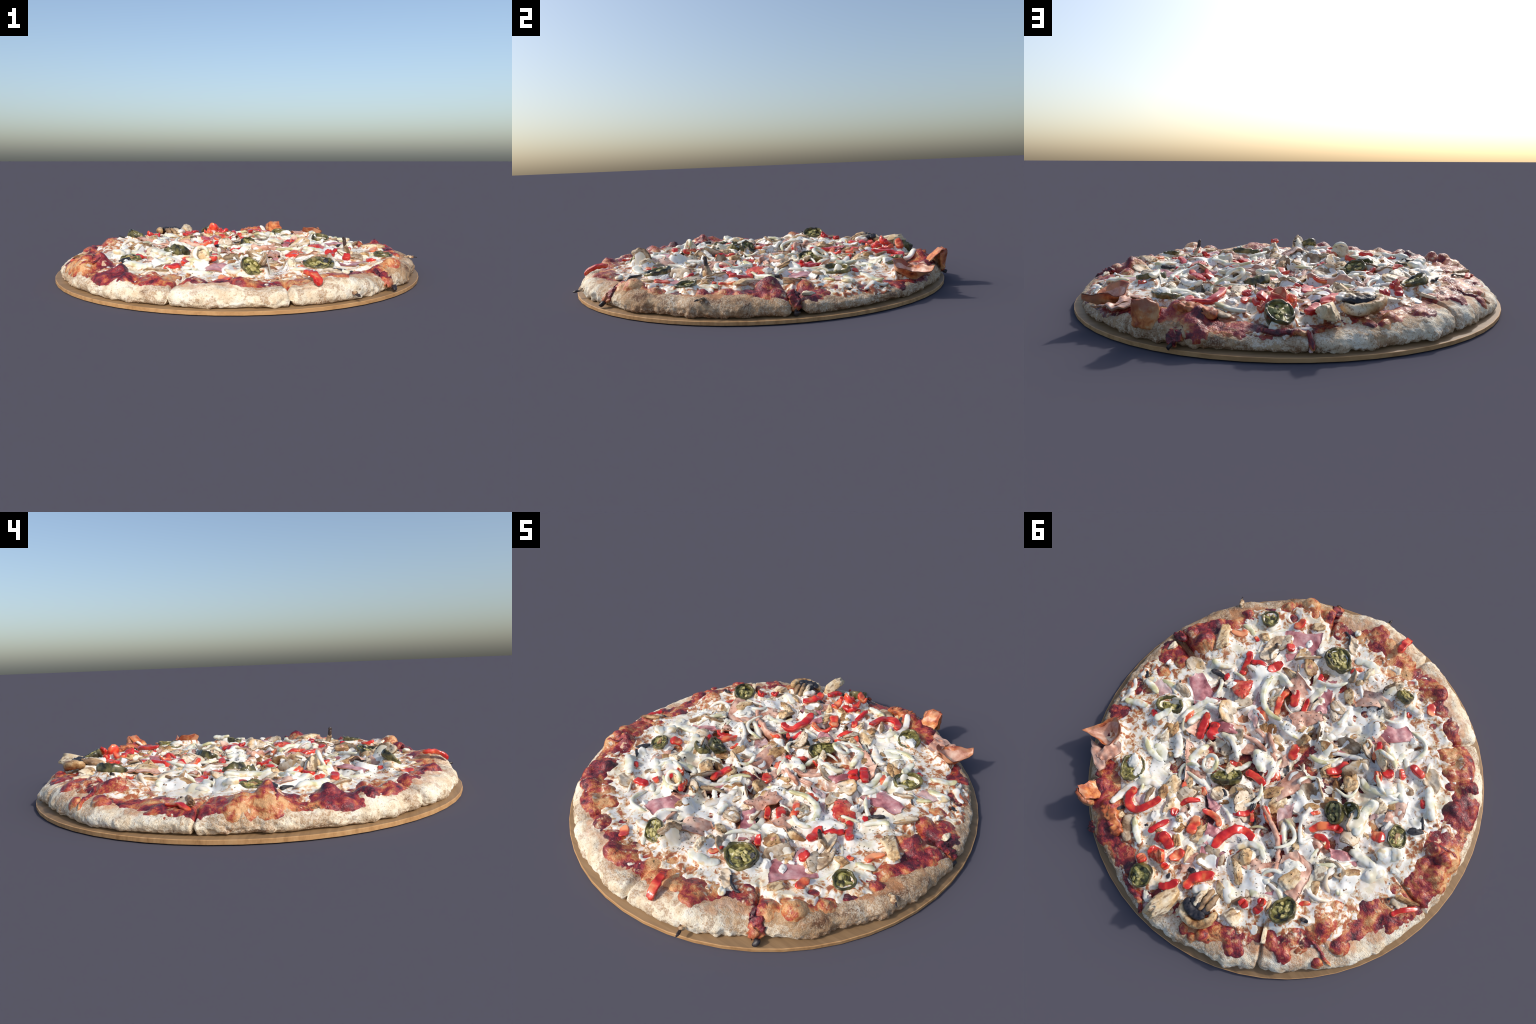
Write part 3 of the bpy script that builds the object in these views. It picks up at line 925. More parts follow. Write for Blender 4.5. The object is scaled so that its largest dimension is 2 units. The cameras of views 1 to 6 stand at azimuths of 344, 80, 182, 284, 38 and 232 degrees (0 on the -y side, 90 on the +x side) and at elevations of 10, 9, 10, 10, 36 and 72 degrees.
def gill_material():
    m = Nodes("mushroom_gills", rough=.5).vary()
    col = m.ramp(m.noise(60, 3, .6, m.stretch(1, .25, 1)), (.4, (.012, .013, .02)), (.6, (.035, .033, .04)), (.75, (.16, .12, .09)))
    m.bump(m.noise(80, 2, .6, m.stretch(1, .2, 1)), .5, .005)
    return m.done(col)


def ham_material(tone):
    m = Nodes("ham_" + tone, rough=.36, spec=.5).vary()
    a = m.noise(12, 4, .6)
    b = m.noise(50, 4, .6)
    ramps = {"pink": ((.38, (.28, .075, .085)), (.48, (.48, .19, .20)), (.58, (.60, .31, .31)), (.70, (.72, .50, .47))),
             "pale": ((.38, (.46, .22, .19)), (.48, (.62, .40, .37)), (.58, (.74, .58, .55)), (.70, (.66, .40, .24))),
             "tan": ((.38, (.38, .15, .09)), (.48, (.58, .30, .21)), (.58, (.70, .45, .34)), (.70, (.76, .58, .46))),
             "crisp": ((.37, (.11, .022, .012)), (.45, (.42, .095, .03)), (.53, (.66, .24, .075)), (.62, (.74, .46, .24)))}
    col = m.ramp(m.math("ADD", m.math("MULTIPLY", a, .7), m.math("MULTIPLY", b, .3)), *ramps[tone])
    if tone == "crisp":     # dried out and scorched where it stood up towards the heat
        tc = m.t.nodes.new("ShaderNodeTexCoord")
        z = m.new("ShaderNodeSeparateXYZ", Vector=tc.outputs["Object"]).outputs[2]
        hot = m.step(m.math("ADD", z, m.math("MULTIPLY", m.math("SUBTRACT", m.noise(14, 4, .6), .5), .14)), .0, .045)
        col = m.mix(m.math("MULTIPLY", hot, .75), col, rgb(.30, .055, .025))
        pale = m.step(m.noise(8, 3, .5), .54, .62)
        col = m.mix(m.math("MULTIPLY", pale, .35), col, rgb(.66, .44, .26))
    m.bump(b, .3, .004)
    return m.done(col, sss=.05)


def ham_edge_material():
    m = Nodes("ham_browned_edge", rough=.4).vary()
    col = m.ramp(m.noise(25, 4), (.35, (.30, .085, .035)), (.55, (.58, .24, .10)), (.7, (.72, .45, .28)))
    return m.done(col)


def rind_material():
    m = Nodes("chilli_rind", rough=.25, spec=.5, coat=.2).vary()
    a = m.noise(22, 4, .6)
    col = m.ramp(a, (.36, (.016, .015, .007)), (.46, (.060, .054, .018)), (.56, (.14, .12, .035)), (.68, (.28, .23, .085)))
    m.bump(m.noise(70, 3), .25, .004)
    return m.done(col)


def pith_material():
    m = Nodes("chilli_pith", rough=.32, spec=.5).vary()
    col = m.ramp(m.noise(34, 4, .6, distort=.5), (.38, (.025, .022, .010)), (.46, (.12, .105, .028)), (.55, (.30, .27, .075)), (.66, (.50, .45, .19)))
    m.bump(m.noise(60, 3), .4, .005)
    return m.done(col, sss=.06)


def plain_material(name, stops, scale, rough=.5, coat=0.0, bump=.2):
    m = Nodes(name, rough=rough, coat=coat).vary()
    n = m.noise(scale, 4, .6)
    m.bump(m.noise(scale * 3, 3), bump, .004)
    return m.done(m.ramp(n, *stops))


MAT = dict(
    board_top=board_material(True), board_edge=board_material(False), dough=dough_material(), sauce=sauce_material(), drip=sauce_material(False), cheese=cheese_material(), smear=smear_material(),
    pepper=pepper_material(), pepper_flesh=pepper_flesh_material(), onion=onion_material(), mushroom=mushroom_material(), slice=slice_material(), skin=skin_material(), gill=gill_material(),
    ham_pink=ham_material("pink"), ham_pale=ham_material("pale"), ham_tan=ham_material("tan"), ham_crisp=ham_material("crisp"), ham_edge=ham_edge_material(), ham_burnt=plain_material("ham_scorched_edge", ((.4, (.05, .016, .012)), (.55, (.22, .06, .03)), (.7, (.45, .18, .09))), 22, .4),
    rind=rind_material(), pith=pith_material(),
    lump=plain_material("cheese_lump_white", ((.35, (.76, .73, .62)), (.55, (.84, .83, .78)), (.7, (.84, .78, .64))), 14, .32),
    seed=plain_material("chilli_seed_cream", ((.4, (.38, .33, .10)), (.65, (.56, .48, .22))), 30, .35),
    herb=plain_material("dried_herb", ((.35, (.035, .03, .012)), (.55, (.085, .07, .025)), (.7, (.16, .12, .05))), 50, .7),
    dough_spur=plain_material("browned_spur", ((.38, (.20, .09, .04)), (.52, (.52, .36, .20)), (.66, (.76, .62, .44))), 60, .6),
    char=plain_material("charred_tip", ((.4, (.018, .014, .018)), (.62, (.07, .045, .035))), 40, .45),
    tomato=plain_material("tomato_pulp", ((.35, (.42, .02, .02)), (.52, (.66, .08, .045)), (.7, (.78, .30, .16))), 26, .25, .3),
)

# ------------------------------------------------------------------ object helpers
def empty(name):
    o = bpy.data.objects.new(name, None)
    bpy.context.scene.collection.objects.link(o)
    o.empty_display_size = .05
    return o


def mesh_object(name, v, faces, mats, parent, material_index=None, centre=True, origin=None, auto=None):
    v = np.asarray(v, float)
    c = np.array(origin) if origin is not None else (v.mean(0) if centre else np.zeros(3))
    me = bpy.data.meshes.new(name)
    if isinstance(faces, np.ndarray):
        n, k = faces.shape
        me.vertices.add(len(v))
        me.vertices.foreach_set("co", (v - c).astype(np.float32).ravel())
        me.loops.add(n * k)
        me.loops.foreach_set("vertex_index", faces.astype(np.int32).ravel())
        me.polygons.add(n)
        me.polygons.foreach_set("loop_start", np.arange(0, n * k, k, dtype=np.int32))
        me.polygons.foreach_set("loop_total", np.full(n, k, np.int32))
        me.update(calc_edges=True)
    else:
        me.from_pydata([tuple(p) for p in v - c], [], faces)
        me.update()
    for m in mats if isinstance(mats, (list, tuple)) else [mats]:
        me.materials.append(m)
    if material_index is not None:
        me.polygons.foreach_set("material_index", np.asarray(material_index, np.int32))
    me.polygons.foreach_set("use_smooth", np.ones(len(me.polygons), bool))
    if auto:
        me.set_sharp_from_angle(angle=auto)
    me.validate()
    o = bpy.data.objects.new(name, me)
    bpy.context.scene.collection.objects.link(o)
    o.parent = parent
    base = np.zeros(3) if parent is None else np.array(WORLD.get(parent.name, (0, 0, 0)))
    o.location = Vector(c - base)
    WORLD[o.name] = tuple(c)
    return o


WORLD = {}


def grid_faces(n, m, wrap_m=False):
    i, j = np.meshgrid(np.arange(n - 1), np.arange(m if wrap_m else m - 1), indexing="ij")
    j2 = (j + 1) % m
    return np.stack([i * m + j, (i + 1) * m + j, (i + 1) * m + j2, i * m + j2], -1).reshape(-1, 4)


def curve(points, n):
    """Catmull-Rom through the points"""
    p = np.array(points, float)
    if len(p) == 1:
        p = np.vstack([p, p + [.01, 0]])
    if len(p) == 2:
        p = np.vstack([p[0], p.mean(0) + (p[1] - p[0])[::-1] * [-.06, .06], p[1]]) if p.shape[1] == 2 else np.vstack([p[0], p.mean(0), p[1]])
    q = np.vstack([2 * p[0] - p[1], p, 2 * p[-1] - p[-2]])
    seg = len(p) - 1
    t = np.linspace(0, seg, n)
    k = np.minimum(t.astype(int), seg - 1)
    f = (t - k)[:, None]
    a, b, c, d = q[k], q[k + 1], q[k + 2], q[k + 3]
    return .5 * ((2 * b) + (c - a) * f + (2 * a - 5 * b + 4 * c - d) * f ** 2 + (3 * b - a - 3 * c + d) * f ** 3)


def sweep(spine, w, h, square=2.6, m=14, taper=.75, twist=0.0, rough=.10, seed=0.0, lean=0.0, hollow=0.0):
    """a bar along the spine: w across, h upwards, rounded ends; returns vertices and faces"""
    n = len(spine)
    tan = np.gradient(spine, axis=0)
    flat = tan.copy()
    flat[:, 2] *= .3
    flat /= np.linalg.norm(flat, axis=1)[:, None] + 1e-9
    side = np.stack([-flat[:, 1], flat[:, 0], np.zeros(n)], 1)
    side /= np.linalg.norm(side, axis=1)[:, None] + 1e-9
    up = np.cross(flat, side)
    phi = np.linspace(0, 2 * math.pi, m, endpoint=False)
    cs = np.sign(np.cos(phi)) * np.abs(np.cos(phi)) ** (2 / square)
    sn = np.sign(np.sin(phi)) * np.abs(np.sin(phi)) ** (2 / square)
    # grain of the section and closing ends
    t = np.linspace(0, 1, n)
    end = np.minimum(t, 1 - t) * (n - 1)
    scale = np.where(end < .5, .50, np.where(end < 1.5, .86, 1.0)) * (1 - (1 - taper) * np.abs(2 * t - 1) ** 2)
    wob = 1 + .18 * noise(np.stack([t * 4, t * 0, t * 0], 1), 1, seed)
    rings = []
    for k in range(n):
        a = lean + twist * (t[k] - .5) + .25 * noise(np.array([[t[k] * 2, 3., 1.]]), 1, seed)[0]
        ss = side[k] * math.cos(a) + up[k] * math.sin(a)
        uu = up[k] * math.cos(a) - side[k] * math.sin(a)
        dip = hollow * h * (1 - cs ** 2) * (sn > 0)
        rings.append(spine[k] + np.outer(cs, ss) * w / 2 * scale[k] * wob[k] + np.outer(sn * h / 2 - dip, uu) * (scale[k] if scale[k] < 1 else 1))
    v = np.concatenate(rings)
    v = v + (min(w, h) * rough * noise(v, 55, seed)[:, None] + min(w, h) * rough * .7 * noise(v, 120, seed + 1)[:, None]) * np.array([1, .7, 1])
    f = [tuple(q) for q in grid_faces(n, m, True)]
    f.append(tuple(range(m)))
    f.append(tuple(range((n - 1) * m + m - 1, (n - 1) * m - 1, -1)))
    return v, f


_ico = None


def ico_sphere():
    global _ico
    if _ico is None:
        import bmesh
        b = bmesh.new()
        bmesh.ops.create_icosphere(b, subdivisions=4, radius=1)
        b.verts.ensure_lookup_table()
        _ico = (np.array([p.co[:] for p in b.verts]), np.array([[q.index for q in f.verts] for f in b.faces]))
        b.free()
    return _ico


def chunk(a, b, h, seed, facets=5, lump=.2, square=2.5):
    """a cut lump, long axis on x: half sizes a, b, h/2"""
    rng = np.random.default_rng(int(seed * 977) + 3)
    v, f = ico_sphere()
    q = (np.abs(v) ** square).sum(1) ** (1 / square)
    v = v / q[:, None]
    v = v * (1 + lump * noise(v, 1.5, seed) + lump * .55 * noise(v, 3.4, seed + 2) + lump * .40 * noise(v, 7, seed + 4) + lump * .16 * noise(v, 17, seed + 5))[:, None]
    for _ in range(facets):
        n = rng.normal(size=3)
        n /= np.linalg.norm(n)
        d = rng.uniform(.45, .85)
        v = v - n * (np.maximum(0, v @ n - d) * .85)[:, None]
    return v * [a, b, h / 2], f


def turn(v, ang):
    c, s = math.cos(ang), math.sin(ang)
    return np.stack([v[:, 0] * c - v[:, 1] * s, v[:, 0] * s + v[:, 1] * c, v[:, 2]], 1)


def tip(v, ang, heading):
    """tilt so that the side at the heading goes up"""
    d = np.array([math.cos(heading), math.sin(heading), 0])
    ax = np.cross(d, [0, 0, 1])
    c, s = math.cos(ang), math.sin(ang)
    return v * c + np.cross(ax, v) * s + np.outer(v @ ax, ax) * (1 - c)


def lay_strips(kind, rows, mat, parent, square=2.6, proud=0.0, taper=.8, rough=.1, hollow=0.0, lean=.0, share=.40, m=14):
    for k, (pts, w, h, lift) in enumerate(rows):
        length = sum(math.dist(p, q) for p, q in zip(pts, pts[1:])) if len(pts) > 1 else .02
        n = int(np.clip(length / .007, 9, 44))
        xy = curve(pts, n)
        z = rest(xy[:, 0], xy[:, 1], share)
        ker = np.hanning(7)[1:-1]
        z = np.convolve(np.pad(z, 2, mode="edge"), ker / ker.sum(), mode="valid")
        tt = np.linspace(-1, 1, n)
        curl = np.maximum(0, RNG.normal()) * .5 * h * np.clip(tt, 0, 1) ** 2 + np.maximum(0, RNG.normal()) * .5 * h * np.clip(-tt, 0, 1) ** 2
        wave = curl + .35 * h * noise(np.stack([np.linspace(0, 2.5, n), np.full(n, k * .7), np.zeros(n)], 1))
        v, f = sweep(np.column_stack([xy, z + lift + proud * h + wave]), w, h, square, m, taper, RNG.normal() * .3, rough, k + w * 100, RNG.normal() * lean, hollow)
        settle(v)
        two = None
        if isinstance(mat, list):
            shift = RNG.integers(2)
            two = [1 if (j % m in ((1, 2, 3, 4, 5) if shift else (0, 12, 13, 5, 6))) else 0 for j in range(len(f))]
        mesh_object(kind, v, f, mat, parent, two, auto=math.radians(70))


def lay_chunks(kind, rows, mat, parent, facets=5, lump=.2, square=2.5):
    for k, ((x, y), a, b, ang, h, lift) in enumerate(rows):
        v, f = chunk(a, b, h, k * 1.7 + a * 50, facets, lump, square)
        v = turn(tip(v, RNG.normal() * .15, RNG.uniform(0, 6.3)), ang) + [x, y, float(rest(np.array([x]), np.array([y]))[0]) + lift]
        settle(v)
        mesh_object(kind, v, f, mat, parent)


def slab(outline, t, rings=9, m=44):
    """a slice with the given polar outline and rounded edges; last face index tells rim faces"""
    phi = np.linspace(0, 2 * math.pi, m, endpoint=False)
    rho = outline(phi)
    rr = np.concatenate([np.linspace(.0, .9, rings)[1:], [.97, 1.0]])
    top, prof = [np.zeros((1, 3)) + [0, 0, t / 2]], []
    for r in rr:
        zz = t / 2 * (1 - max(0, (r - .82) / .18) ** 2 * .75)
        top.append(np.column_stack([np.cos(phi) * rho * r, np.sin(phi) * rho * r, np.full(m, zz)]))
    v = np.concatenate(top)
    w = v * [1, 1, -1]
    nv = len(v)
    f, rim = [], []
    for base, flip in ((0, False), (nv, True)):
        for j in range(m):
            q = (base, base + 1 + j, base + 1 + (j + 1) % m)
            f.append(q[::-1] if flip else q)
            rim.append(0)
        for i in range(len(rr) - 1):
            for j in range(m):
                a, b = base + 1 + i * m + j, base + 1 + i * m + (j + 1) % m
                q = (a, a + m, b + m, b)
                f.append(q[::-1] if flip else q)
                rim.append(1 if i >= len(rr) - 2 else 0)
    o = 1 + (len(rr) - 1) * m
    for j in range(m):
        f.append((o + j, nv + o + j, nv + o + (j + 1) % m, o + (j + 1) % m))
        rim.append(1)
    return np.concatenate([v, w]), f, rim


def lay_slices(rows, parent):
    for k, ((x, y), a, b, ang, t, lift, tilt, shape) in enumerate(rows):
        def outline(phi):
            e = 1 / np.sqrt((np.cos(phi) / a) ** 2 + (np.sin(phi) / b) ** 2)
            if shape == "cap":     # cap with a notch each side of the stalk
                e = e * (1 - .34 * np.exp(-((phi - 4.0) / .28) ** 2) - .34 * np.exp(-((phi - 5.4) / .28) ** 2))
            c = np.stack([np.cos(phi), np.sin(phi), np.full_like(phi, k * 3.1)], 1)
            return e * (1 + .13 * noise(c, 1.6, k) + .05 * noise(c, 4.5, k + 1))
        v, f, rim = slab(outline, t)
        bend = RNG.uniform(.15, .5) * (1 if RNG.random() < .75 else -1)
        v[:, 2] += (v[:, 1] ** 2) / b * bend - .004 * bend
        v[:, 2] += .16 * b * noise(v * [1, 1, 0], 18, k) + .0025 * noise(v, 70, k + 2)
        v = tip(turn(v, ang), tilt, ang + math.pi / 2 + RNG.normal() * .4)
        v = v + [x, y, float(rest(np.array([x]), np.array([y]))[0]) + lift + .3 * b * math.sin(tilt)]
        settle(v)
        mesh_object("mushroom_slice", v, f, [MAT["slice"], MAT["skin"]], parent, rim)


def sheet(corners, thick, ruffle, seed, n=20, sag=0.0):
    """a thin piece between four corners (x, y, z); returns vertices, faces, rim flags"""
    c = np.array(corners, float)
    s, t = np.meshgrid(np.linspace(0, 1, n), np.linspace(0, 1, n), indexing="ij")
    s, t = s.ravel(), t.ravel()
    # wavering outline
    w1 = .10 * noise(np.stack([s * 2.2, t * 2.2, s * 0], 1), 1, seed) + .035 * noise(np.stack([s * 7, t * 7, s * 0], 1), 1, seed)
    w2 = .10 * noise(np.stack([s * 2.2, t * 2.2, s * 0 + 5], 1), 1, seed) + .035 * noise(np.stack([s * 7, t * 7, s * 0 + 5], 1), 1, seed)
    s2, t2 = s + w1, t + w2
    p = (np.outer((1 - s2) * (1 - t2), c[0]) + np.outer(s2 * (1 - t2), c[1]) + np.outer(s2 * t2, c[2]) + np.outer((1 - s2) * t2, c[3]))
    p[:, 2] += 1.5 * ruffle * (noise(p, 14, seed) + .6 * noise(p, 34, seed + 1)) - sag * 16 * s * (1 - s) * t * (1 - t)
    edge = np.minimum(np.minimum(s, 1 - s), np.minimum(t, 1 - t)) * (n - 1)
    th = thick * np.where(edge < .5, .35, np.where(edge < 1.5, .8, 1.0))
    v = np.concatenate([p + np.stack([0 * th, 0 * th, th / 2], 1), p - np.stack([0 * th, 0 * th, th / 2], 1)])
    g = grid_faces(n, n)
    N = n * n
    f = [tuple(q) for q in g] + [tuple(q[::-1] + N) for q in g]
    border = lambda i, j: (i == 0) | (j == 0) | (i == n - 2) | (j == n - 2)
    ii, jj = np.meshgrid(np.arange(n - 1), np.arange(n - 1), indexing="ij")
    rim = [0] * (2 * (n - 1) ** 2)
    loop = [i * n for i in range(n)] + [(n - 1) * n + j for j in range(1, n)] + [i * n + n - 1 for i in range(n - 2, -1, -1)] + [j for j in range(n - 2, 0, -1)]
    for a, b in zip(loop, loop[1:] + loop[:1]):
        f.append((a, b, b + N, a + N))
        rim.append(1)
    return v, f, rim


def lay_ham(rows, parent):
    for k, (pts, lifts, ruffle, tone) in enumerate(rows):
        x, y = np.array([p[0] for p in pts]), np.array([p[1] for p in pts])
        flat = np.column_stack([x, y, np.zeros(4)])
        v, f, rim = sheet(flat, .009, ruffle, k * 2.3)
        z0 = rest(v[:, 0], v[:, 1], .3)
        w = [np.exp(-((v[:, 0] - x[i]) ** 2 + (v[:, 1] - y[i]) ** 2) / .004) for i in range(4)]
        lift = sum(a * l for a, l in zip(w, lifts)) / (sum(w) + .2) + .006
        n = len(v) // 2
        z = .5 * z0[:n] + .5 * z0[:n].mean() + lift[:n]
        v[:, 2] += np.concatenate([z, z])
        settle(v)
        mesh_object("ham_piece", v, f, [MAT["ham_" + tone], MAT["ham_edge"]], parent, rim)


# ------------------------------------------------------------------ smaller pieces that fill the heap between the big ones
CLEAN = [(.55, .48, .15), (.62, -.15, .08), (-.33, -.72, .13), (-.75, -.05, .14), (.15, -.70, .12), (-.55, -.42, .11), (.02, -.12, .05), (.16, .14, .07), (.3, .42, .07), (-.80, .25, .12), (.75, -.05, .06)]


def filling(amount):
    """torn ham, mushroom, onion and pepper scraps, densest in the middle"""
    kinds = ("onion_strip", "mushroom_chunk", "mushroom_slice", "ham_piece", "red_pepper_strip", "cheese_lump", "mushroom_gill")
    share = np.array([.19, .22, .24, .22, .03, .03, .07])
    placed = 0
    while placed < amount:
        r, t = .72 * RNG.random() ** .58, RNG.uniform(0, 6.283)
        x, y = r * math.cos(t), r * math.sin(t)
        if any(math.hypot(x - cx, y - cy) < cr for cx, cy, cr in CLEAN) and RNG.random() < .88:
            continue
        kind = kinds[RNG.choice(len(kinds), p=share)]
        a = RNG.uniform(.026, .056) * (1.3 if kind in ("mushroom_slice", "ham_piece") else 1)
        mats, rim = None, None
        if kind in ("mushroom_chunk", "cheese_lump"):
            v, f = chunk(a, a * RNG.uniform(.4, .9), a * RNG.uniform(.6, 1.0), placed * 1.3, 6, .3)
            mats = MAT["mushroom" if kind == "mushroom_chunk" else "lump"]
        elif kind == "mushroom_gill":  # small dark lumps scattered at random through the heap for contrast
            v, f = chunk(a * .8, a * .3, a * .4, placed * 1.3, 5, .35)
            mats = MAT["gill"]
        elif kind in ("onion_strip", "red_pepper_strip"):
            s = np.linspace(-1, 1, 14)
            bend = RNG.normal() * .8
            wide = 1.0 if kind == "onion_strip" else .8
            v, f = sweep(np.column_stack([s * a * 1.5 * wide, bend * a * s * s, RNG.normal() * .2 * a * s + .2 * a * (1 - s * s)]), a * .42, a * .36, 2.4, 12, .7, RNG.normal() * .4, .15, placed)
            mats = MAT["onion" if kind == "onion_strip" else "pepper"]
        elif kind == "mushroom_slice":
            b = a * RNG.uniform(.5, .9)
            q = RNG.uniform(0, 6.3)

            def outline(phi):
                c = np.stack([np.cos(phi), np.sin(phi), np.full_like(phi, placed * 3.1)], 1)
                return (1 + .25 * noise(c, 1.6, placed) + .08 * noise(c, 4.5)) / np.sqrt((np.cos(phi) / a / 1.2) ** 2 + (np.sin(phi) / b / 1.2) ** 2)
            v, f, rim = slab(outline, RNG.uniform(.010, .016), 6, 30)
            v[:, 2] += v[:, 1] ** 2 / b * RNG.normal() * .5 + .003 * noise(v, 50, placed)
            v = tip(v, abs(RNG.normal()) * .6, q)
            mats = [MAT["slice"], MAT["skin"]]
        else:
            L = a * RNG.uniform(1.1, 1.7)
            k = RNG.uniform(.35, .8)
            j = lambda: RNG.normal() * .28 * L
            v, f, rim = sheet([(-L + j(), -L * k + j() * .6, RNG.normal() * .010), (L + j(), -L * k + j() * .6, RNG.normal() * .010), (L + j(), L * k + j() * .6, RNG.normal() * .012), (-L + j(), L * k + j() * .6, RNG.normal() * .012)], .008, .011, placed, 18, RNG.normal() * .010)
            v[:, 2] += RNG.normal() * .5 * v[:, 1] ** 2 / L + RNG.normal() * .3 * v[:, 0] ** 2 / L
            mats = [MAT["ham_" + ("pink", "tan", "tan")[RNG.integers(3)]], MAT["ham_edge"]]
        v = turn(tip(v, RNG.normal() * .42, RNG.uniform(0, 6.3)), RNG.uniform(0, 6.3))
        v = v + [x, y, float(rest(np.array([x]), np.array([y]), .42)[0]) + a * .26 + .004]
        if v[:, 2].max() > .165 or v[:, 2].min() < .06 or (r > .6 and kind == "ham_piece") or (r < .16 and v[:, 2].max() > .14):
            continue
        settle(v)
        mesh_object(kind, v, f, mats, pizza, rim)
        placed += 1


# ------------------------------------------------------------------ the board
def build_board():
    seg = 56
    ang = np.arange(seg) * 2 * math.pi / seg
    ring = lambda r, z: np.column_stack([r * np.cos(ang), r * np.sin(ang), np.full(seg, z)])
    prof = [(.995, 0.0), (1.0, .0015), (1.0, BOARD_TOP - .002), (.997, BOARD_TOP)]
    v = np.concatenate([ring(r, z) for r, z in prof])
    f = [tuple(q) for q in grid_faces(len(prof), seg, True)[:, ::-1]]
    rim = [1] * len(f)
    f.append(tuple(range(seg))[::-1])
    f.append(tuple(range((len(prof) - 1) * seg, len(prof) * seg)))
    rim += [0, 0]
    root = empty("serving_board")
    root["label"] = "thin round brown wooden serving board under a pizza"
    root["category"] = "serving board"
    top = mesh_object("board_disc", v, f, [MAT["board_top"], MAT["board_edge"]], root, rim, centre=False, auto=math.radians(35))
    return root


build_board()
pizza = empty("pizza")
pizza["label"] = "baked supreme pizza with ham, peppers, mushrooms, onion and chillies"
pizza["category"] = "pizza"

# ------------------------------------------------------------------ dough and sauce
N_TH = 1080
TH = np.linspace(-math.pi, math.pi, N_TH, endpoint=False)
PR, PZ = dough_profile(TH)
PX, PY = PR * np.cos(TH), PR * np.sin(TH)
rows = PR.shape[0]
bump, bare = lumps(PX.ravel(), PY.ravel())
upper = np.zeros((rows, N_TH))
for i in range(rows):
    upper[i] = min(1.0, max(0.0, 1 - (i - 74) / 18))
bump = (bump.reshape(PX.shape) * upper)
cut = knife(PX.ravel(), PY.ravel()).reshape(PX.shape)
DP = np.stack([PX, PY, PZ + bump], -1)
d_th = np.roll(DP, -1, 1) - np.roll(DP, 1, 1)
d_r = np.gradient(DP, axis=0)
DN = np.cross(d_r, d_th)
DN /= np.linalg.norm(DN, axis=-1)[..., None] + 1e-12
rel = dough_relief(DP[..., 0].ravel(), DP[..., 1].ravel(), DP[..., 2].ravel()).reshape(PX.shape) * smooth((np.arange(rows) - 30) / 28)[:, None]
rel[-6:] *= np.linspace(.8, .2, 6)[:, None]
DV = DP + DN * (rel - cut - 1.2 * sample(HOLLOW, PX.ravel(), PY.ravel()).reshape(PX.shape))[..., None]
DV[..., 2] = np.maximum(DV[..., 2], BOARD_TOP + .0008)

floor_mid = np.array([[0, 0, BOARD_TOP + .001]])
roof_mid = np.array([[0, 0, .07]])
v = np.concatenate([DV.reshape(-1, 3), floor_mid, roof_mid])
f = [tuple(q) for q in grid_faces(rows, N_TH, True)]
last = (rows - 1) * N_TH
for j in range(N_TH):
    k = (j + 1) % N_TH
    f.append((last + j, len(v) - 2, last + k))
    f.append((k, len(v) - 1, j))
mesh_object("dough", v, f, MAT["dough"], pizza, centre=False)

sig = sauce_signal(PX.ravel(), PY.ravel(), bare).reshape(PX.shape)
sink = sample(HOLLOW, PX.ravel(), PY.ravel()).reshape(PX.shape)
sig = sig - np.clip((np.arange(rows) - 80) / 8, 0, 3)[:, None]
p3 = DP.reshape(-1, 3)
sr = (.0035 * noise(p3, 20, 61) + .0016 * noise(p3, 50, 62) + .0008 * noise(p3, 110, 63)).reshape(PX.shape)
thick = .0045 * np.clip(sig, -1.3, 1.15) + sr * (1 + 40 * np.clip(bump, 0, .03)) * smooth((sig + .5) / .8)
SV = DP + DN * (thick + rel * .6 - cut * 1.05 + .001 - sink)[..., None]
faces = grid_faces(rows - 14, N_TH, True)
low = sig.ravel()[faces].max(1) > -.7
outer = (faces[:, 0] // N_TH) > 0
faces = faces[low & outer]
used, inv = np.unique(faces, return_inverse=True)
mesh_object("baked_sauce", SV.reshape(-1, 3)[used], inv.reshape(faces.shape), MAT["sauce"], pizza, centre=False)

# ------------------------------------------------------------------ toppings, from the bottom up
lay_ham(HAM, pizza)
lay_strips("ham_fold", HAM_FOLD, MAT["ham_tan"], pizza, square=3, taper=.7, rough=.14)
lay_slices(MUSHROOM_SLICE, pizza)
lay_chunks("mushroom_chunk", MUSHROOM_CHUNK, MAT["mushroom"], pizza, 6, .26)
lay_strips("mushroom_gill", [(p, .62 * w, .55 * h, .8 * l) for p, w, h, l in GILL], MAT["gill"], pizza, rough=.2)
filling(160)
lay_strips("onion_strip", ONION + ONION_MORE, MAT["onion"], pizza, square=2.3, proud=.18, taper=.72, rough=.12)

HEAP = TOP.copy()          # the heap before chillies and peppers were laid on it


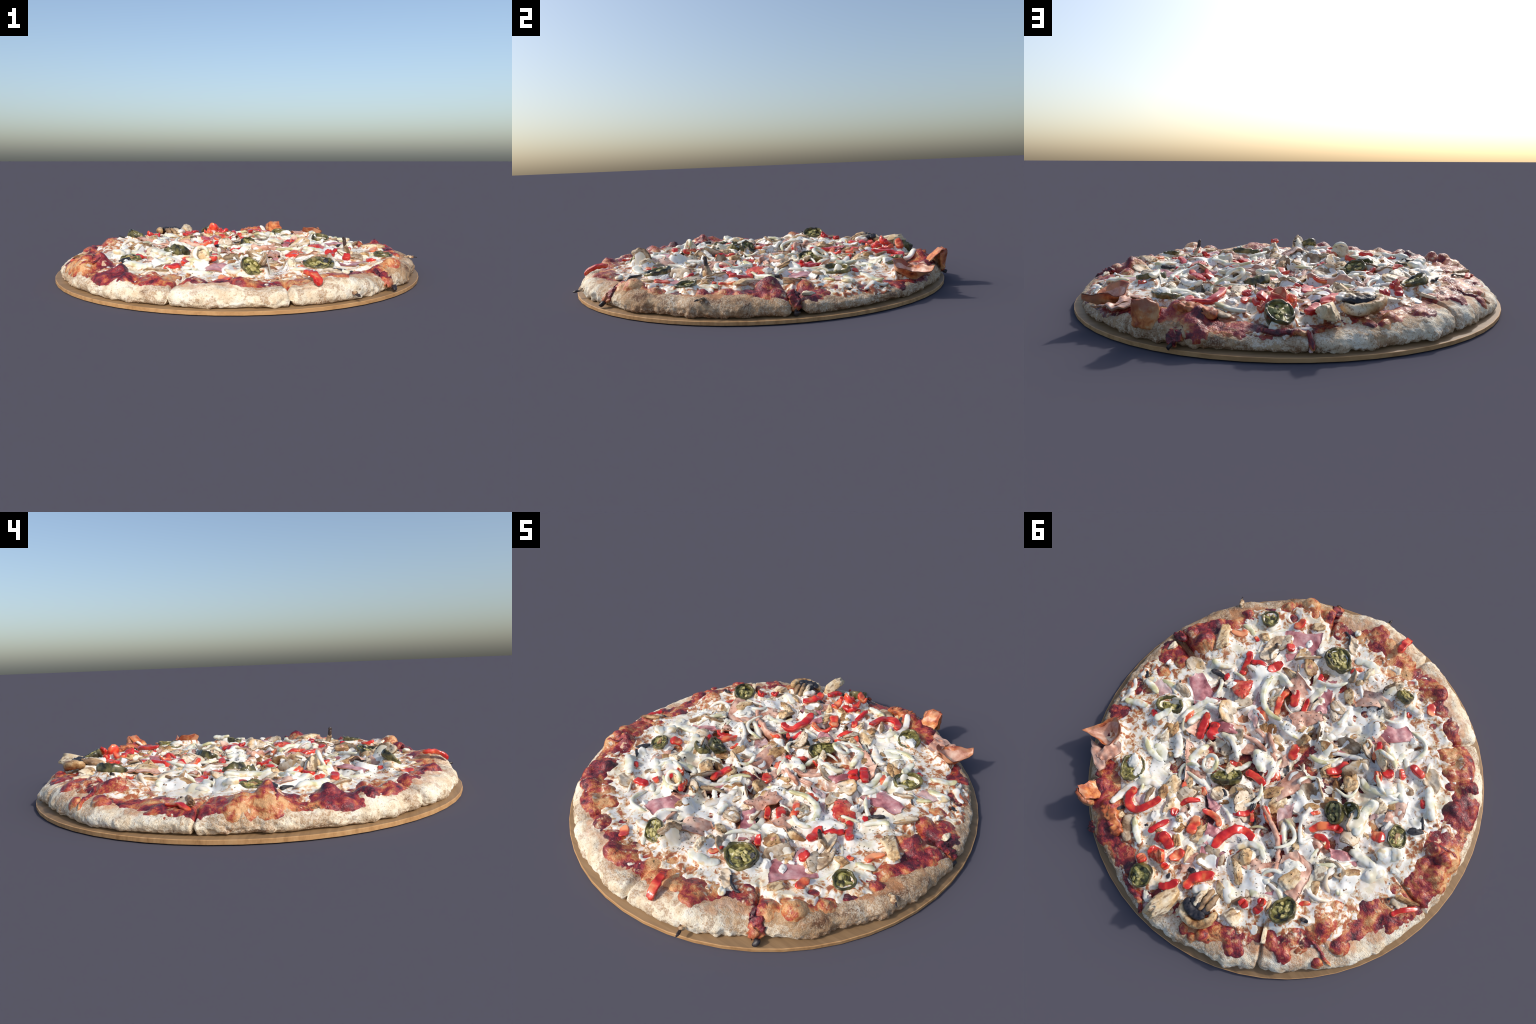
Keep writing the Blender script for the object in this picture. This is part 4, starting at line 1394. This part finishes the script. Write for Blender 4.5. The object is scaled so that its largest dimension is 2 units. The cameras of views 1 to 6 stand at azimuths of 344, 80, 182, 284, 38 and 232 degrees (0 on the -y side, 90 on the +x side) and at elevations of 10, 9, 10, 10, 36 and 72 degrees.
def build_chillies():
    for k, ((x, y), a, b, ang, h, lift, tilt, heading, fill) in enumerate(CHILLI):
        m = 56
        phi = np.linspace(0, 2 * math.pi, m, endpoint=False)
        c = np.stack([np.cos(phi), np.sin(phi), np.full(m, k * 2.)], 1)
        e = (1 + .12 * noise(c, 1.3, k) + .05 * noise(c, 4, k + 1) + .03 * np.cos(3 * phi + k))
        wall = .15
        prof = [(.80, -h / 2), (.92, -h * .47), (.99, -h * .2), (1.03, h * .2), (1.02, h * .42), (.97, h * .5), (.90, h * .49), (1 - wall - .02, h * .40), (1 - wall - .05, h * .1), (1 - wall - .09, -h * .42)]
        v = np.concatenate([np.column_stack([np.cos(phi) * a * e * r, np.sin(phi) * b * e * r, np.full(m, z)]) for r, z in prof])
        f = [tuple(q) for q in grid_faces(len(prof), m, True)[:, ::-1]]
        j0, j1 = 0, (len(prof) - 1) * m
        f += [(j0 + j, j0 + (j + 1) % m, j1 + (j + 1) % m, j1 + j)[::-1] for j in range(m)]
        v = v + .003 * noise(v, 45, k)[:, None] * [1, 1, 2.2]
        z0 = float(rest(np.array([x]), np.array([y]))[0]) + lift

        def place(q):
            return tip(turn(np.asarray(q, float), ang), tilt, heading) + [x, y, z0]
        v = place(v)
        settle(v)
        rind = mesh_object("chilli_ring", v, f, MAT["rind"], pizza)
        # pith: a floor with three walls meeting in a seed-bearing core
        level = {"open": -.25, "seeds": .10, "full": .22, "cheese": -.05}[fill] * h
        rr = np.linspace(0, .86, 12)[1:]
        pv, pf = [np.array([[0, 0, level + h * .14]])], []
        for r in rr:
            spoke = np.maximum(0, np.cos(1.5 * (phi + k * .8))) ** 6 + np.maximum(0, -np.cos(1.5 * (phi + k * .8))) ** 6
            zz = level + h * (.16 * np.exp(-(r / .35) ** 2) + .22 * spoke * (.4 + .6 * r))
            pv.append(np.column_stack([np.cos(phi) * a * e * r, np.sin(phi) * b * e * r, zz]))
        pv = np.concatenate(pv)
        pv[:, 2] += h * .10 * noise(pv, 70, k + 3)
        pf = [(0, 1 + j, 1 + (j + 1) % m) for j in range(m)]
        pf += [tuple(q) for q in grid_faces(len(rr), m, True) + 1]
        nb = len(pv)
        under = pv.copy()
        under[:, 2] = -h * .44
        pf += [tuple(i + nb for i in q[::-1]) for q in pf]
        o = nb - m
        pf += [(o + j, nb + o + j, nb + o + (j + 1) % m, o + (j + 1) % m) for j in range(m)]
        mesh_object("chilli_pith", place(np.concatenate([pv, under])), pf, MAT["pith"], rind)
        for s in range({"open": 2, "seeds": 7, "full": 5, "cheese": 2}[fill]):
            q = RNG.uniform(0, 6.3)
            r = RNG.uniform(.12, .62)
            sv, sf = chunk(.011, .008, .007, s + k * 7, 2, .2)
            sv = tip(sv, RNG.normal() * .4, RNG.uniform(0, 6.3)) + [math.cos(q) * a * r, math.sin(q) * b * r, level + h * .17]
            mesh_object("chilli_seed", place(sv), sf, MAT["seed"], rind)


build_chillies()
lay_strips("red_pepper_strip", RED_PEPPER + RED_PEPPER_MORE, [MAT["pepper"], MAT["pepper_flesh"]], pizza, square=3.2, proud=.25, taper=.86, rough=.12, hollow=.12, lean=.15)
lay_chunks("cheese_lump", CHEESE_LUMP, MAT["lump"], pizza, 4, .25)
lay_strips("sauce_drip", SAUCE_DRIP, MAT["drip"], pizza, square=2, taper=.8, rough=.25)


# ------------------------------------------------------------------ single, unusual pieces
def special_pieces():
    # crisp cup of ham jutting over the rim, and the flap it grows from
    for corners, sag, tone in (
        ([(.628, .560, .124), (.632, .700, .110), (.555, .690, .125), (.560, .590, .112)], .010, "tan"),
        ([(.735, .670, .090), (.640, .720, .100), (.540, .740, .128), (.560, .640, .108)], -.004, "tan"),
        ([(.425, .800, .120), (.440, .862, .168), (.520, .850, .172), (.520, .770, .112)], .012, "crisp"),
    ):
        v, f, rim = sheet(corners, .012, .009, corners[0][0] * 9, 24, sag)
        settle(v)
        mesh_object("crisp_ham", v, f, [MAT["ham_" + tone], MAT["ham_edge"]], pizza, rim)
    # the cup itself: a bowl whose edge is pulled out to a scorched tip
    edge = np.array([(.764, .678, .148), (.764, .650, .122), (.750, .592, .114), (.733, .535, .136), (.690, .512, .152), (.646, .530, .160), (.618, .568, .158), (.622, .625, .140), (.690, .655, .142)])
    m, rows_in = 64, np.concatenate([np.linspace(.05, .9, 14), [.96, 1.0]])
    brim = curve(np.vstack([edge, edge[:1]]), m + 1)[:m]
    heart = np.array([.684, .592, .076])
    ring = [heart + (brim - heart) * np.array([1, 1, 0]) * r + np.outer(np.full(m, r ** 2.0), [0, 0, 1]) * (brim[:, 2:3] - heart[2]) for r in rows_in]
    p = np.concatenate([[heart]] + ring)
    far = np.concatenate([[0], np.repeat(rows_in, m)])[:, None]
    p = p + np.stack([.011 * noise(p, 20, 3), .011 * noise(p, 20, 13), .015 * noise(p, 17, 23)], 1) * far
    N = len(p)
    thin = .010 * (1 - .6 * far ** 4)
    v = np.concatenate([p + thin / 2 * [0, 0, 1], p - thin / 2 * [0, 0, 1]])
    top = [(0, 1 + j, 1 + (j + 1) % m) for j in range(m)] + [tuple(q) for q in grid_faces(len(rows_in), m, True) + 1]
    flag = [0] * m + [1 if i // m > len(rows_in) - 5 else 0 for i in range((len(rows_in) - 1) * m)]
    f = top + [tuple(i + N for i in q[::-1]) for q in top]
    flag = flag + [1 if k >= 8 * m else 0 for k in range(len(top))]
    o = N - m
    f += [(o + j, N + o + j, N + o + (j + 1) % m, o + (j + 1) % m) for j in range(m)]
    flag += [2] * m
    settle(v)
    mesh_object("crisp_ham", v, f, [MAT["ham_tan"], MAT["ham_crisp"], MAT["ham_burnt"]], pizza, flag)
    # a stiff fold of ham standing on the rim
    for spine, w, h in (([(.428, .842, .108), (.450, .868, .120), (.490, .868, .124), (.514, .842, .112)], .028, .108),
                        ([(.38, .80, .13), (.31, .81, .128), (.22, .84, .115)], .06, .04)):
        v, f = sweep(curve(spine, 30), w, h, 3.2, 20, .82, .25, .22, 3)
        settle(v)
        mesh_object("crisp_ham", v, f, MAT["ham_crisp"], pizza)
    # half of a big brown mushroom lying on its side: rim, black gills, pale stalk
    v, f = sweep(curve([(-.222, .772, .140), (-.262, .808, .132), (-.335, .800, .140), (-.368, .748, .152), (-.362, .690, .150)], 30), .040, .046, 2.2, 16, .7, .3, .10, 4)
    settle(v)
    mesh_object("mushroom_cap", v, f, MAT["mushroom"], pizza)
    for spine, w, h in (([(-.225, .752, .155), (-.26, .772, .158), (-.305, .768, .158), (-.345, .742, .165)], .045, .026),
                        ([(-.24, .735, .150), (-.29, .735, .150), (-.34, .715, .155)], .05, .026)):
        v, f = sweep(curve(spine, 22), w, h, 2.2, 14, .7, 0, .25, 5)
        settle(v)
        mesh_object("mushroom_gill", v, f, MAT["gill"], pizza)
    for k, spine in enumerate(([(-.305, .745, .162), (-.285, .69, .158), (-.27, .64, .14)], [(-.275, .750, .160), (-.258, .70, .158), (-.25, .65, .142)], [(-.325, .725, .160), (-.318, .68, .156), (-.30, .64, .14)])):
        v, f = sweep(curve(spine, 16), .026, .020, 2.4, 12, .8, .2, .2, 6 + k)
        settle(v)
        mesh_object("mushroom_stalk", v, f, MAT["skin" if k != 1 else "mushroom"], pizza)
    # thin dark stalk standing up
    v, f = sweep(curve([(.548, -.322, .100), (.530, -.330, .128), (.512, -.340, .158), (.503, -.345, .176)], 18), .030, .022, 2.1, 12, .62, 0, .1, 9)
    mesh_object("mushroom_stalk", v, f, MAT["slice"], pizza)
    v, f = sweep(curve([(.508, -.342, .166), (.502, -.346, .186), (.499, -.347, .204), (.492, -.350, .212)], 14), .021, .019, 2.1, 12, .9, 0, .12, 10)
    mesh_object("charred_tip", v, f, MAT["char"], pizza)
    # small onion ring standing on edge, and one loop propped on a mushroom
    for c, r, zc, n, tilt, head in (((.223, .291), .040, .150, 26, .5, 4.0), ((-.285, -.395), .036, .165, 26, 1.2, 1.8)):
        t = np.linspace(0, 2 * math.pi, n)
        p = tip(np.column_stack([np.cos(t) * r, np.sin(t) * r, 0 * t]), tilt, head) + [c[0], c[1], zc]
        v, f = sweep(p, .020, .018, 2.1, 12, 1.0, 0, .1, 12)
        settle(v)
        mesh_object("onion_ring", v, f, MAT["onion"], pizza)
    # strip of pepper hanging over the rim
    v, f = sweep(curve([(.092, -.832, .140), (.106, -.885, .142), (.116, -.930, .124), (.122, -.950, .104)], 22), .034, .026, 3.6, 14, .9, .3, .2, 21, 0.0, .25)
    mesh_object("red_pepper_strip", v, f, [MAT["pepper"], MAT["pepper_flesh"]], pizza, [1 if (j % 14) in (2, 3, 4, 5) else 0 for j in range(len(f))])
    # wedge of mushroom standing on edge with a loop of onion against it
    v, f = chunk(.050, .020, .095, 7.7, 4, .22, 3)
    v = turn(v, -.25) + [-.287, -.366, .138]
    settle(v)
    mesh_object("mushroom_slice", v, f, MAT["mushroom"], pizza)
    # a square of tomato
    v, f = chunk(.062, .052, .05, 4.4, 5, .16, 4)
    v = turn(v, 2.1) + [.466, -.080, float(rest(np.array([.466]), np.array([-.08]))[0]) + .008]
    settle(v)
    mesh_object("tomato_piece", v, f, MAT["tomato"], pizza)
    v, f = chunk(.055, .045, .03, 2.2, 3, .3)
    v = v + [.02, .07, float(sample(SURF, np.array([.02]), np.array([.07]))[0]) + .006]
    settle(v)
    mesh_object("tomato_piece", v, f, MAT["tomato"], pizza)
    # scorched crusty tips at the rim: a spur of dough or sauce that ends in black
    for base, tail, w, mat in (
        ([(.255, -.885, .075), (.272, -.925, .060), (.284, -.958, .054)], [(.280, -.948, .055), (.286, -.970, .053), (.290, -.988, .053)], .030, "dough_spur"),
        ([(.480, -.735, .108), (.512, -.785, .074), (.535, -.815, .046)], [(.528, -.806, .048), (.538, -.824, .038), (.545, -.838, .034)], .060, "drip"),
        ([(.845, -.380, .098), (.868, -.400, .100), (.885, -.415, .100)], [(.880, -.410, .100), (.890, -.420, .100), (.897, -.428, .098)], .020, "dough_spur"),
        ([(.880, -.025, .105), (.935, -.022, .080), (.962, -.020, .045)], [(.958, -.020, .050), (.967, -.019, .030), (.970, -.018, .022)], .056, "drip"),
        ([(.335, .880, .085), (.350, .915, .060), (.362, .938, .035)], [(.358, .930, .040), (.366, .940, .028), (.372, .945, .022)], .050, "drip"),
    ):
        v, f = sweep(curve(base, 18), w, w * .5, 2.2, 18, .75, 0, .5, w * 90)
        mesh_object("crust_drip", v, f, MAT[mat], pizza)
        v, f = sweep(curve(tail, 10), w * .46, w * .34, 2.1, 12, .6, 0, .3, w * 70)
        mesh_object("charred_tip", v, f, MAT["char"], pizza)
    v, f = sweep(curve([(-.100, .880, .095), (-.108, .915, .076), (-.112, .950, .046), (-.114, .968, .026)], 18), .022, .018, 2.1, 12, .8, 0, .25, 31)
    mesh_object("crust_drip", v, f, MAT["ham_pale"], pizza)


special_pieces()


# ------------------------------------------------------------------ melted cheese, creeping up around the toppings
rise = np.clip(TOP - GC, 0, .07) * (TOP > SURF + .001)
creep = .36 * blur(rise, .012) + .22 * blur(rise, .005)
creep = np.minimum(creep, rise * .45 + .006)
GC2 = GC + creep * smooth((GQ + .5) / 1.0)
n = len(_AX)
fc_all = grid_faces(n, n)
fc = fc_all
keep = (GQ.ravel()[fc].max(1) > -.75) & (GR.ravel()[fc].max(1) < .955)
fc = fc[keep]
used, inv = np.unique(fc, return_inverse=True)
verts = np.stack([GX.ravel(), GY.ravel(), GC2.ravel()], 1)[used]
inv = inv.reshape(fc.shape)
mesh_object("melted_cheese", verts, inv, MAT["cheese"], pizza, centre=False)

# strands and smears of cheese that melted over the heap
wx, wy = GX + .03 * noise2(GX, GY, 8, 71), GY + .03 * noise2(GX, GY, 8, 72)
ridge = 1 - 4.2 * np.abs(noise2(wx, wy, 6.5, 73))
smear = 2.6 * (noise2(wx, wy, 10, 74) - .17)
patch = np.maximum(1.2 * ridge - .5, smear) + .55 * noise2(GX, GY, 24, 75) - .90
patch = patch - 2.5 * smooth((GR - .66) / .14)
soft = np.maximum(.25 * blur(HEAP, .0045) + .75 * blur(HEAP, .010), GC2 - .004)
drape = soft + np.where(patch > 0, .0045, .014) * np.clip(patch, -1, 1) + .0012 * noise2(GX, GY, 30, 77) + .0005
keep = (patch.ravel()[fc_all].max(1) > -.85) & (GR.ravel()[fc_all].max(1) < .86)
fd = fc_all[keep]
used, inv = np.unique(fd, return_inverse=True)
verts = np.stack([GX.ravel(), GY.ravel(), drape.ravel()], 1)[used]
mesh_object("cheese_smear", verts, inv.reshape(fd.shape), MAT["smear"], pizza, centre=False)


# ------------------------------------------------------------------ dried herbs sprinkled over everything
def herbs():
    vs, fs = [], []
    dg = bpy.context.evaluated_depsgraph_get()
    bpy.context.view_layer.update()
    spots = [(.30, .36, .12), (.12, .14, .13), (.02, -.10, .13), (-.05, .30, .16), (-.25, -.42, .16), (.25, -.15, .18), (-.30, .45, .16), (.55, -.12, .16), (-.05, -.62, .16), (.45, .38, .14), (.1, .5, .14), (-.45, .1, .14), (.0, .0, .3)]
    scene = bpy.context.scene
    count = 0
    while count < 1100:
        if RNG.random() < .75:
            cx, cy, s = spots[RNG.integers(len(spots))]
            x, y = RNG.normal(cx, s * .6), RNG.normal(cy, s * .6)
        else:
            r, t = .78 * math.sqrt(RNG.random()), RNG.uniform(0, 6.283)
            x, y = r * math.cos(t), r * math.sin(t)
        if math.hypot(x, y) > .82:
            continue
        hit, loc, nor, _, _, _ = scene.ray_cast(dg, Vector((x, y, .5)), Vector((0, 0, -1)))
        if not hit or nor.z < .3:
            continue
        L, Wd = RNG.uniform(.0018, .0048), RNG.uniform(.0009, .0019)
        a = RNG.uniform(0, 6.3)
        nor = np.array(nor)
        u = np.array([math.cos(a), math.sin(a), 0])
        u = u - nor * (u @ nor)
        u /= np.linalg.norm(u)
        w = np.cross(nor, u)
        c = np.array(loc)
        o = len(vs)
        for sgn, lift in ((1, .0022), (1, -.0008)):
            for du, dw in ((-1, -.3), (-.2, -1), (1, -.2), (.3, 1)):
                vs.append(c + u * du * L + w * dw * Wd + nor * lift)
        fs += [(o, o + 1, o + 2, o + 3), (o + 7, o + 6, o + 5, o + 4)] + [(o + i, o + i + 4, o + (i + 1) % 4 + 4, o + (i + 1) % 4) for i in range(4)]
        count += 1
    ob = mesh_object("dried_herb", vs, fs, MAT["herb"], pizza, centre=False)
    ob["kind"] = "stuff"


herbs()
